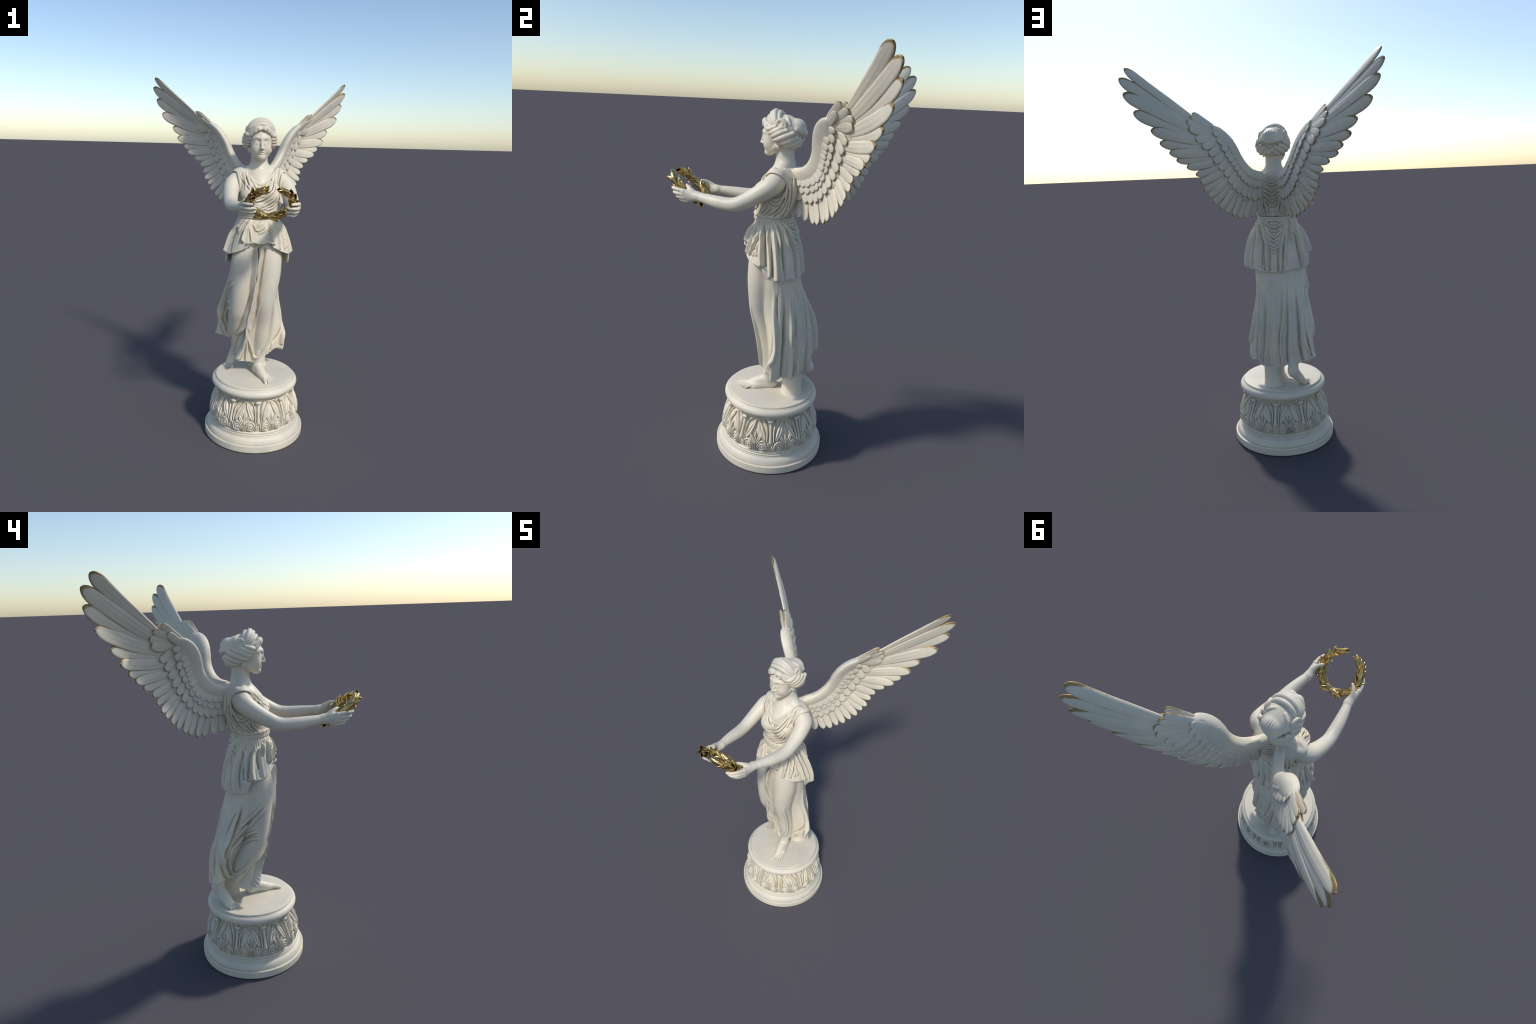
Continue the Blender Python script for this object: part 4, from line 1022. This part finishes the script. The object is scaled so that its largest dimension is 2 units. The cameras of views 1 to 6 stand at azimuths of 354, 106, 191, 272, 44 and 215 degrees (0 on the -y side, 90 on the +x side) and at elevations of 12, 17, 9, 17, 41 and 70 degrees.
SKIRT.groove([(-0.103, 0.101, 0.954), (-0.128, 0.156, 0.766), (-0.137, 0.194, 0.594), (-0.15, 0.198, 0.513)], 0.0143, 0.0085, taper=(0.6, 0.0))
SKIRT.groove([(-0.163, 0.173, 0.68), (-0.185, 0.186, 0.593), (-0.2, 0.19, 0.535)], 0.016, 0.0059, taper=(0.6, 0.0))
SKIRT.groove([(-0.032, 0.163, 0.72), (-0.026, 0.178, 0.609), (-0.03, 0.18, 0.479)], 0.0079, 0.0051, taper=(0.6, 0.0))
SKIRT.fold([(-0.141, 0.058, 0.729), (-0.159, 0.093, 0.694), (-0.162, 0.11, 0.651), (-0.143, 0.112, 0.583), (-0.132, 0.088, 0.538), (-0.151, 0.03, 0.58), (-0.15, -0.022, 0.656)], 0.0189, 0.0066)
SKIRT.fold([(-0.158, 0.094, 0.689), (-0.141, 0.058, 0.729), (-0.145, -0.001, 0.769), (-0.152, -0.05, 0.787)], 0.0147, 0.0066)
SKIRT.fold([(-0.137, 0.068, 0.696), (-0.148, 0.0, 0.736), (-0.146, -0.061, 0.747)], 0.0084, 0.0057)
SKIRT.fold([(-0.166, 0.074, 0.785), (-0.145, -0.003, 0.852), (-0.137, -0.086, 0.942)], 0.0084, 0.0076)
SKIRT.fold([(-0.16, 0.081, 0.734), (-0.149, -0.019, 0.832), (-0.125, -0.101, 0.923)], 0.0105, 0.0076)
SKIRT.fold([(-0.147, 0.02, 0.955), (-0.16, 0.059, 0.86), (-0.18, 0.111, 0.74), (-0.191, 0.139, 0.688), (-0.187, 0.139, 0.615), (-0.149, 0.124, 0.525)], 0.021, 0.0095, taper=(0.6, 0.0))
SKIRT.fold([(-0.123, 0.127, 0.854), (-0.154, 0.172, 0.692), (-0.175, 0.19, 0.591), (-0.209, 0.186, 0.532)], 0.0105, 0.0095, taper=(0.6, 0.0))
SKIRT.groove([(-0.148, 0.029, 0.939), (-0.158, 0.043, 0.867), (-0.166, 0.078, 0.767), (-0.173, 0.105, 0.71), (-0.18, 0.129, 0.639), (-0.173, 0.135, 0.572)], 0.0235, 0.0076)
SKIRT.groove([(-0.159, 0.071, 0.755), (-0.142, 0.026, 0.799), (-0.149, -0.02, 0.853)], 0.0067, 0.0059)
SKIRT.groove([(-0.154, 0.058, 0.896), (-0.164, 0.092, 0.832), (-0.176, 0.122, 0.768)], 0.0067, 0.0068)
SKIRT.groove([(-0.141, 0.118, 0.527), (-0.141, 0.066, 0.534), (-0.132, 0.01, 0.568)], 0.0134, 0.0093)

P = SKIRT.points()
hemr = P[:, -1]
inw = -SKIRT.N[:, -1].copy(); inw[:, 2] = 0; inw /= np.linalg.norm(inw, axis=1)[:, None]
rows = [hemr + inw * d + np.array([0, 0, z]) for d, z in ((0.001, -0.002), (0.004, -0.003), (0.007, -0.001), (0.009, 0.004), (0.013, 0.02))]
mid = np.array([cx, 0.070, 0.0])
for f_, dz_ in ((0.75, 0.035), (0.4, 0.045), (0.02, 0.05)):
    q = mid + (rows[-1] - mid) * np.array([f_, f_, 1.0]); q[:, 2] = rows[-1][:, 2] * f_ + (1 - f_) * 0.48 + dz_ * (1 - f_)
    rows.append(q)
add_obj("skirt", grid_mesh("skirt", np.concatenate([P, np.stack(rows, 1)], 1), close_u=True, flip=True), M_CLOTH, statue)


# ================================================================== FEET and tree-stump support
def toe_row(fld, start, end, tips, rads):
    pass
foot = Field((-0.03, -0.185, 0.335), (0.115, 0.065, 0.50), 0.0017)
K = foot
K.limb([(0.024, -0.004, 0.50), (0.022, 0.000, 0.42), (0.018, 0.004, 0.385)], [0.031, 0.0285, 0.028], 0.015)
K.ellipsoid((0.012, 0.016, 0.364), (0.0255, 0.030, 0.0225), 0.015)
K.limb([(0.020, -0.010, 0.388), (0.034, -0.060, 0.371), (0.048, -0.098, 0.358)], [0.026, 0.0230, 0.014], 0.015)
K.limb([(0.014, 0.010, 0.357), (0.036, -0.060, 0.357), (0.044, -0.100, 0.355)], [0.020, 0.020, 0.0125], 0.015)
K.limb([(0.024, 0.004, 0.356), (0.060, -0.055, 0.354), (0.070, -0.076, 0.353)], [0.016, 0.015, 0.0110], 0.015)
for (bx, by), (tx, ty), r0, r1 in (((0.041, -0.104), (0.046, -0.149), 0.0105, 0.0088), ((0.054, -0.100), (0.0635, -0.143), 0.0068, 0.0060),
                                   ((0.062, -0.094), (0.0745, -0.132), 0.0063, 0.0056), ((0.069, -0.086), (0.0835, -0.119), 0.0060, 0.0053), ((0.075, -0.076), (0.0905, -0.104), 0.0058, 0.0050)):
    K.union_limb([(bx, by, 0.359), ((bx + tx) / 2, (by + ty) / 2, 0.3565), (tx, ty, 0.3515)], [r0, r0 * 0.9, r1], 0.0015)
x, y, z = K.coords((slice(None),) * 3)
K.blend((slice(None),) * 3, np.broadcast_to((z - (TOP - 0.001)) , K.D.shape).astype(f32), 0.002, "cut") if False else None
V, Q = K.mesh(relax=1)
V[:, 2] = np.maximum(V[:, 2], TOP - 0.0015)
add_obj("foot", make_mesh("foot", V, Q), M_SKIN, statue)

foot2 = Field((-0.195, 0.05, 0.335), (-0.04, 0.26, 0.58), 0.0017)
K = foot2
K.limb([(-0.096, 0.150, 0.58), (-0.095, 0.168, 0.50), (-0.095, 0.178, 0.452)], [0.033, 0.029, 0.027], 0.015)
K.ellipsoid((-0.093, 0.196, 0.440), (0.022, 0.022, 0.026), 0.015)
K.limb([(-0.096, 0.176, 0.440), (-0.116, 0.142, 0.395), (-0.130, 0.114, 0.362)], [0.026, 0.024, 0.017], 0.015)
K.limb([(-0.098, 0.186, 0.428), (-0.128, 0.148, 0.384), (-0.148, 0.126, 0.356)], [0.018, 0.018, 0.013], 0.015)
for (bx, by), (tx, ty), r0, r1 in (((-0.120, 0.116), (-0.126, 0.074), 0.0100, 0.0084), ((-0.132, 0.118), (-0.1425, 0.080), 0.0066, 0.0058),
                                   ((-0.140, 0.121), (-0.1535, 0.089), 0.0062, 0.0055), ((-0.147, 0.126), (-0.1620, 0.099), 0.0060, 0.0052), ((-0.152, 0.132), (-0.1675, 0.110), 0.0057, 0.0050)):
    K.union_limb([(bx, by, 0.362), ((bx + tx) / 2, (by + ty) / 2, 0.358), (tx, ty, 0.3515)], [r0, r0 * 0.9, r1], 0.0015)
V, Q = K.mesh(relax=1)
V[:, 2] = np.maximum(V[:, 2], TOP - 0.0015)
add_obj("foot", make_mesh("foot", V, Q), M_SKIN, statue)

stump = [(0.0, TOP - 0.002), (0.0565, TOP - 0.002), (0.056, TOP + 0.003), (0.0535, TOP + 0.007), (0.0525, TOP + 0.02), (0.0515, 0.40), (0.051, 0.46), (0.0, 0.462)]
add_obj("support_stump", lathe("support_stump", stump, (0.024, 0.128), 72), M_BASE, statue)

# ================================================================== WINGS
ES = np.array([0.769, 0.639, 0.0]); EN = np.array([0.639, -0.769, 0.0]); EZ = np.array([0, 0, 1.0])
WCO = ((0, 0, -0.1058), (0, 1, 0.1689), (0, 2, 1.0406), (0, 3, 0.7034), (0, 4, 0.0238), (1, 0, -0.1353), (1, 1, -1.2613), (1, 2, -0.1744), (1, 3, 0.0368),
       (2, 0, 0.8425), (2, 1, -2.0438), (2, 2, 0.0353), (3, 0, 0.8948), (3, 1, 0.0249), (4, 0, 0.0006))
def wing_depth(s, z):
    """camber: how far the wing surface stands forward of its mean plane (the wing is dished)"""
    a, b = s - 0.4, z - 1.6
    return sum(c * a ** i * b ** j for i, j, c in WCO)
def wing_point(s, z, d):
    s = np.asarray(s, float); z = np.asarray(z, float); d = np.asarray(d, float)
    return s[..., None] * ES + z[..., None] * EZ + (wing_depth(s, z) + d)[..., None] * EN

def feather(root, tip, width, thick, d_root, d_tip, bend=0.0, belly=0.62, side=1, ridge=1.0):
    """a solid feather on the wing surface; returns (points grid, local frame)"""
    n, m = 34, 11
    root = np.array(root, float); tip = np.array(tip, float)
    ax = tip - root; L = np.hypot(*ax); ax /= L; nrm = np.array([-ax[1], ax[0]])
    t = np.linspace(0, 1, n)
    t = np.concatenate([t[:-8], 1 - (1 - t[-8]) * (1 - np.linspace(0, 1, 8)) ** 1.7])
    # outline: narrow quill end, full belly, rounded tip
    body = 0.40 + 0.60 * np.sin(np.clip(t / belly, 0, 1) * np.pi / 2)
    rt = np.clip(width * 1.15 / L, 0.12, 0.42)
    tipf = np.where(t > 1 - rt, np.sqrt(np.clip(1 - ((t - (1 - rt)) / rt) ** 2, 0, 1)), 1.0)
    half = 0.5 * width * body * np.maximum(tipf, 0.02)
    v = np.linspace(-1, 1, m)
    off = bend * L * (t * (1 - t)) * 4
    S = root[0] + ax[0] * L * t[:, None] + nrm[0] * (half[:, None] * v + off[:, None])
    Zc = root[1] + ax[1] * L * t[:, None] + nrm[1] * (half[:, None] * v + off[:, None])
    dc = d_root + (d_tip - d_root) * t
    th_ = 0.5 * thick * np.maximum(tipf, 0.1) ** 0.5 * (0.8 + 0.2 * t)
    prof = (1 - np.abs(v) ** 2.6) ** 0.5
    rach = ridge * 0.0013 * np.exp(-(v / 0.13) ** 2) - ridge * 0.0007 * np.exp(-((np.abs(v) - 0.30) / 0.14) ** 2)
    top = dc[:, None] + th_[:, None] * (0.25 + 0.75 * prof) + rach * (1 - t[:, None] ** 3)
    bot = dc[:, None] - th_[:, None] * (0.25 + 0.75 * prof) - rach * (1 - t[:, None] ** 3)
    up = wing_point(S, Zc, top); lo_ = wing_point(S, Zc, bot)
    ring = np.concatenate([up, lo_[:, ::-1]], 1)
    o = wing_point(root[0], root[1], d_root); e = wing_point(tip[0], tip[1], d_tip)
    Y = e - o; Y /= np.linalg.norm(Y)
    Zf = EN - Y * (EN @ Y); Zf /= np.linalg.norm(Zf)
    X = np.cross(Y, Zf)
    return ring, o, np.stack([X, Y, Zf], 1)

def add_feather(name, spec, mirror, parent, mat):
    ring, o, Rm = spec
    flip = False
    if mirror:
        ring = ring * np.array([-1, 1, 1]); o = o * np.array([-1, 1, 1]); Rm = Rm * np.array([[-1], [1], [1]])
        Rm = Rm * np.array([[-1, 1, 1]])       # keep right-handed
        flip = True
    loc = (ring.reshape(-1, 3) - o) @ Rm
    n, m2 = ring.shape[:2]
    f = grid_faces(n, m2, close_v=True, flip=flip)
    # end caps
    c0 = np.arange(m2); me = None
    half = m2 // 2
    caps = []
    for base, rev in ((0, False), ((n - 1) * m2, True)):
        for j in range(half - 1):
            q = [base + j, base + j + 1, base + m2 - 2 - j, base + m2 - 1 - j]
            caps.append(q if (rev != flip) else q[::-1])
    me = make_mesh(name, loc, np.vstack([f, np.array(caps)]))
    M = Matrix([[Rm[i, 0], Rm[i, 1], Rm[i, 2], o[i]] for i in range(3)] + [[0, 0, 0, 1]])
    return add_obj(name, me, mat, parent, matrix=M)

# flight feather tips along the trailing edge (span s, height z), wing tip first
FL_TIP = [(0.773, 1.999), (0.805, 1.950), (0.796, 1.882), (0.756, 1.800), (0.687, 1.719), (0.649, 1.660), (0.609, 1.614), (0.577, 1.579), (0.532, 1.543), (0.488, 1.506),
          (0.468, 1.466), (0.451, 1.427), (0.427, 1.396), (0.402, 1.363), (0.369, 1.333), (0.335, 1.309), (0.299, 1.291), (0.264, 1.277), (0.226, 1.273), (0.176, 1.276), (0.126, 1.281)]
FL_MID = [(0.501, 1.800), (0.500, 1.767), (0.496, 1.741), (0.487, 1.710), (0.459, 1.676), (0.437, 1.644), (0.419, 1.613), (0.407, 1.591), (0.398, 1.565), (0.384, 1.537),
          (0.373, 1.510), (0.366, 1.478), (0.352, 1.457), (0.333, 1.433), (0.309, 1.413), (0.286, 1.394), (0.257, 1.378), (0.224, 1.365), (0.191, 1.360), (0.160, 1.359), (0.127, 1.363)]
# covert rows: the tips of the feathers, outer end first
G_FRONT = [(0.464, 1.806), (0.493, 1.783), (0.503, 1.750), (0.493, 1.718), (0.441, 1.649), (0.413, 1.606), (0.391, 1.567), (0.373, 1.528), (0.350, 1.491), (0.323, 1.453), (0.297, 1.421), (0.269, 1.395), (0.239, 1.374), (0.207, 1.362), (0.172, 1.359), (0.132, 1.364)]
M_FRONT = [(0.431, 1.768), (0.394, 1.696), (0.377, 1.655), (0.360, 1.610), (0.341, 1.576), (0.326, 1.547), (0.306, 1.515), (0.287, 1.478), (0.268, 1.449), (0.247, 1.430), (0.221, 1.416), (0.189, 1.404), (0.152, 1.399)]
N_FRONT = [(0.351, 1.648), (0.339, 1.619), (0.325, 1.596), (0.316, 1.575), (0.306, 1.553), (0.296, 1.528), (0.280, 1.496), (0.261, 1.471), (0.231, 1.451), (0.197, 1.437), (0.166, 1.431), (0.137, 1.431)]
G_BACK = [(0.468, 1.805), (0.489, 1.789), (0.514, 1.760), (0.511, 1.725), (0.482, 1.672), (0.452, 1.636), (0.419, 1.598), (0.398, 1.562), (0.373, 1.528), (0.345, 1.494), (0.323, 1.457), (0.299, 1.429), (0.277, 1.408), (0.246, 1.388), (0.210, 1.373), (0.172, 1.363), (0.137, 1.367)]
M_BACK = [(0.373, 1.740), (0.381, 1.706), (0.361, 1.656), (0.340, 1.616), (0.326, 1.587), (0.311, 1.563), (0.295, 1.543), (0.280, 1.518), (0.263, 1.492), (0.246, 1.471), (0.228, 1.453), (0.202, 1.437), (0.171, 1.426), (0.137, 1.426)]
N_BACK = [(0.307, 1.672), (0.307, 1.642), (0.294, 1.611), (0.280, 1.582), (0.264, 1.555), (0.247, 1.530), (0.228, 1.508), (0.206, 1.490), (0.180, 1.477), (0.150, 1.470)]
LEAD = [(0.040, 1.500), (0.085, 1.506), (0.130, 1.514), (0.172, 1.532), (0.204, 1.562), (0.227, 1.599), (0.244, 1.643), (0.268, 1.686), (0.304, 1.723), (0.347, 1.745), (0.395, 1.747)]

def row_specs(tips, spine, length, width, thick, d0, d1, s_phase):
    """feathers whose tips are given and whose roots point to a spine curve deeper in the wing"""
    sp = spline(spine, 200)
    out = []
    nT = len(tips)
    for i, t in enumerate(tips):
        t = np.array(t)
        u = i / (nT - 1)
        target = sp[int(np.clip(u, 0, 1) * 199)]
        d = target - t; L = np.hypot(*d)
        L2 = min(L, interp(u, [0, 1], length)) if length else L
        root = t + d / L * L2
        # width from neighbour spacing
        a = np.array(tips[max(i - 1, 0)]); b_ = np.array(tips[min(i + 1, nT - 1)])
        e = b_ - a; ax = -d / L
        gap = abs(e[0] * ax[1] - e[1] * ax[0]) / (1 if 0 < i < nT - 1 else 1) / (2 if 0 < i < nT - 1 else 1)
        w = np.clip(gap * width, 0.018, 0.046)
        if i < 2 and nT > 12:
            w = 0.032
        out.append((root, t, w, thick, d0, d1))
    return out

SPINE_G = [(0.335, 1.722), (0.385, 1.725), (0.388, 1.690), (0.350, 1.640), (0.310, 1.575), (0.265, 1.520), (0.215, 1.480), (0.170, 1.465), (0.125, 1.470)]
SPINE_M = [(0.338, 1.708), (0.318, 1.690), (0.293, 1.650), (0.270, 1.600), (0.245, 1.560), (0.215, 1.525), (0.178, 1.500), (0.130, 1.495)]
SPINE_N = [(0.265, 1.670), (0.250, 1.620), (0.235, 1.580), (0.205, 1.545), (0.172, 1.520), (0.125, 1.505)]

def build_wing(mirror):
    wing = group("wing")
    jit = np.random.default_rng(23)
    # flight feathers
    nF = len(FL_TIP)
    for i in range(nF):
        tip = np.array(FL_TIP[i]); mid = np.array(FL_MID[i])
        d = mid - tip; L = np.hypot(*d)
        root = tip + d / L * (L + (0.10 if i < 6 else 0.05))
        w = interp(i, [0, 1, 3, 4, 8, 9, 12, 16, 18, 20], [0.050, 0.058, 0.062, 0.056, 0.044, 0.043, 0.040, 0.038, 0.040, 0.046])
        bend = interp(i, [0, 1, 2, 4, 8, 20], [-0.018, -0.020, -0.024, -0.03, -0.02, -0.012])
        thk = interp(i, [0, 6, 20], [0.017, 0.015, 0.013])
        z0 = (0.0035 if i % 2 else -0.0015)
        sp = feather(root, tip, w, thk, z0 * 0.5, z0 + 0.0, bend=bend, belly=0.55)
        add_feather("flight_feather", sp, mirror, wing, M_GILT)
    for tips, spine, ln, wd, th_, d0, d1, mat, nm in (
            (G_FRONT, SPINE_G, (0.16, 0.10), 1.32, 0.0135, 0.006, 0.0135, M_GILT, "greater_covert"),
            (M_FRONT, SPINE_M, (0.11, 0.07), 1.30, 0.0125, 0.012, 0.0205, M_FEATHER, "median_covert"),
            (N_FRONT, SPINE_N, (0.09, 0.05), 1.30, 0.0110, 0.016, 0.0255, M_FEATHER, "lesser_covert"),
            (G_BACK, SPINE_G, (0.16, 0.10), 1.32, 0.0130, -0.005, -0.0125, M_GILT, "greater_covert"),
            (M_BACK, SPINE_M, (0.11, 0.07), 1.30, 0.0120, -0.010, -0.0180, M_FEATHER, "median_covert"),
            (N_BACK, SPINE_N, (0.07, 0.05), 1.30, 0.0100, -0.014, -0.0215, M_FEATHER, "lesser_covert")):
        for k, (r, t, w, tk, a0, a1) in enumerate(row_specs(tips, spine, ln, wd, th_, d0, d1, 0)):
            alt = 0.0012 if k % 2 else -0.0006
            sgn = 1 if d1 > 0 else -1
            add_feather(nm, feather(r, t, w, tk, a0, a1 + sgn * alt, bend=-0.02, belly=0.5, ridge=0.8), mirror, wing, mat)
    # smooth leading arm of the wing: a loft with a fat rounded front edge thinning backward
    n, m = 90, 40
    c = spline(LEAD, n)
    tan = np.gradient(c, axis=0); tan /= np.linalg.norm(tan, axis=1)[:, None]
    inn = np.stack([tan[:, 1], -tan[:, 0]], 1)               # toward the trailing side
    u = np.linspace(0, 1, n)
    chord = smooth_interp(u, [0, 0.15, 0.35, 0.6, 0.8, 0.93, 1.0], [0.095, 0.100, 0.105, 0.112, 0.105, 0.085, 0.050])
    half = smooth_interp(u, [0, 0.15, 0.35, 0.6, 0.8, 0.93, 1.0], [0.027, 0.029, 0.030, 0.0305, 0.0300, 0.026, 0.016])
    q = np.linspace(0, 2 * np.pi, m, endpoint=False)
    endf = np.where(u > 0.9, np.sqrt(np.clip(1 - ((u - 0.9) / 0.1) ** 2, 0.0004, 1)), 1)
    P = np.zeros((n, m, 3))
    for j, t in enumerate(q):
        f = 0.5 - 0.5 * math.cos(t)                          # 0 leading edge .. 1 trailing edge of the roll
        thick = (math.sin(t)) * (1 - f) ** 0.35 * 1.16
        f2 = f ** 1.35
        mid_ = 0.30
        pos = mid_ + (f2 - mid_) * endf
        sz = c + inn * (chord * pos)[:, None]
        dep = half * thick * endf * (1.0 if thick > 0 else 0.92) + 0.002
        P[:, j] = wing_point(sz[:, 0], sz[:, 1], dep)
    if mirror:
        P = P * np.array([-1, 1, 1])
    add_obj("wing_arm", grid_mesh("wing_arm", P, close_v=True, flip=not mirror), M_WING, wing)
    # core web under the coverts so that the rows sit on something solid
    n, m = 60, 24
    outer_ = spline([tuple(0.55 * np.array(g) + 0.45 * np.array(f)) for g, f in zip([G_FRONT[1], G_FRONT[3], G_FRONT[5], G_FRONT[7], G_FRONT[9], G_FRONT[11], G_FRONT[13], G_FRONT[15]],
                                                  [FL_MID[1], FL_MID[3], FL_MID[6], FL_MID[9], FL_MID[12], FL_MID[15], FL_MID[17], FL_MID[20]])], n)
    inner_ = spline([(0.38, 1.740), (0.325, 1.735), (0.275, 1.680), (0.250, 1.630), (0.228, 1.580), (0.195, 1.540), (0.150, 1.520), (0.100, 1.510)], n)
    v = np.linspace(0, 1, m)
    S = inner_[:, None, 0] * (1 - v) + outer_[:, None, 0] * v
    Zc = inner_[:, None, 1] * (1 - v) + outer_[:, None, 1] * v
    thk = 0.008 + 0.009 * (1 - v)
    ring = np.concatenate([wing_point(S, Zc, np.broadcast_to(thk, S.shape) * 0.9 - 0.001), wing_point(S, Zc, -np.broadcast_to(thk, S.shape) * 0.8)[:, ::-1]], 1)
    if mirror:
        ring = ring * np.array([-1, 1, 1])
    add_obj("wing_web", grid_mesh("wing_web", ring, close_v=True, flip=mirror), M_WING, wing)

build_wing(False)
build_wing(True)

# ================================================================== WREATH
wreath = group("wreath")
WC = np.array([0.0, -0.468, 1.374])
UPV = np.array([0.0, -0.745, 0.667]); UPV /= np.linalg.norm(UPV)       # toward the open end
SIDE = np.array([1.0, 0, 0]); NRM = np.cross(SIDE, UPV)
WRX, WRY = 0.100, 0.100
def ring_pt(a):       # a = 0 at the bottom, +-pi at the open end
    return WC + SIDE * (WRX * math.sin(a)) - UPV * (WRY * math.cos(a))
END = math.radians(152)
for s in (-1, 1):
    pts = [tuple(ring_pt(s * t)) for t in np.linspace(0.0, END, 14)]
    add_obj("wreath_stem", tube_mesh("wreath_stem", pts, np.linspace(0.008, 0.003, 14), seg=10, n=60), M_GOLD, wreath)
# one laurel leaf, pointing along +y, solid with a raised midrib and a slight curl
n, m = 18, 9
tl = np.linspace(0, 1, n); vl = np.linspace(-1, 1, m)
hw = 0.5 * 0.46 * np.sin(np.pi * tl ** 0.85) ** 0.75 + 0.012
hw[-1] = 0.006
def leaf_mesh(curl, fold):
    X = hw[:, None] * vl
    Yl = np.broadcast_to(tl[:, None], X.shape)
    Zl = curl * (tl[:, None] ** 2) - fold * vl ** 2 * hw[:, None] + 0.028 * np.exp(-(vl / 0.15) ** 2) * (1 - tl[:, None])
    thk = 0.062 * (1 - 0.40 * np.abs(vl)) * np.ones_like(X)
    up = np.stack([X, Yl, Zl + thk], -1); dn = np.stack([X, Yl, Zl - thk], -1)
    return grid_mesh("laurel_leaf", np.concatenate([up, dn[:, ::-1]], 1), close_v=True, flip=True)
leaves = [leaf_mesh(-0.10, 0.45), leaf_mesh(0.10, 0.60), leaf_mesh(-0.20, 0.5)]
lr = random.Random(5)
for s in (-1, 1):
    steps = 14
    for i in range(steps):
        a = 0.06 + (END - 0.10) * i / (steps - 1)
        p = ring_pt(s * a)
        tg = np.array(ring_pt(s * (a + 0.02))) - p; tg /= np.linalg.norm(tg)
        outv = p - WC; outv -= tg * (outv @ tg); outv /= np.linalg.norm(outv)
        nv = np.cross(tg, outv)
        size = (0.053 if i < steps - 3 else 0.052) * lr.uniform(0.88, 1.12)
        nl = 4 if i < steps - 1 else 3
        ph = lr.uniform(0, 6.28)
        for k in range(nl):
            ph_k = ph + 2 * math.pi * k / nl + lr.uniform(-0.25, 0.25)
            rad = outv * math.cos(ph_k) + nv * math.sin(ph_k)
            splay = lr.uniform(0.16, 0.42) * (0.55 if i >= steps - 3 else 1)
            Y = tg * math.cos(splay) + rad * math.sin(splay)
            Zv = rad - Y * (rad @ Y); Zv /= np.linalg.norm(Zv)
            Xv = np.cross(Y, Zv)
            o = p + rad * 0.0090 - tg * 0.012
            sc = size
            M = Matrix([[Xv[q] * sc, Y[q] * sc, Zv[q] * sc, o[q]] for q in range(3)] + [[0, 0, 0, 1]])
            add_obj("laurel_leaf", leaves[lr.randrange(3)], M_GOLD, wreath, matrix=M)
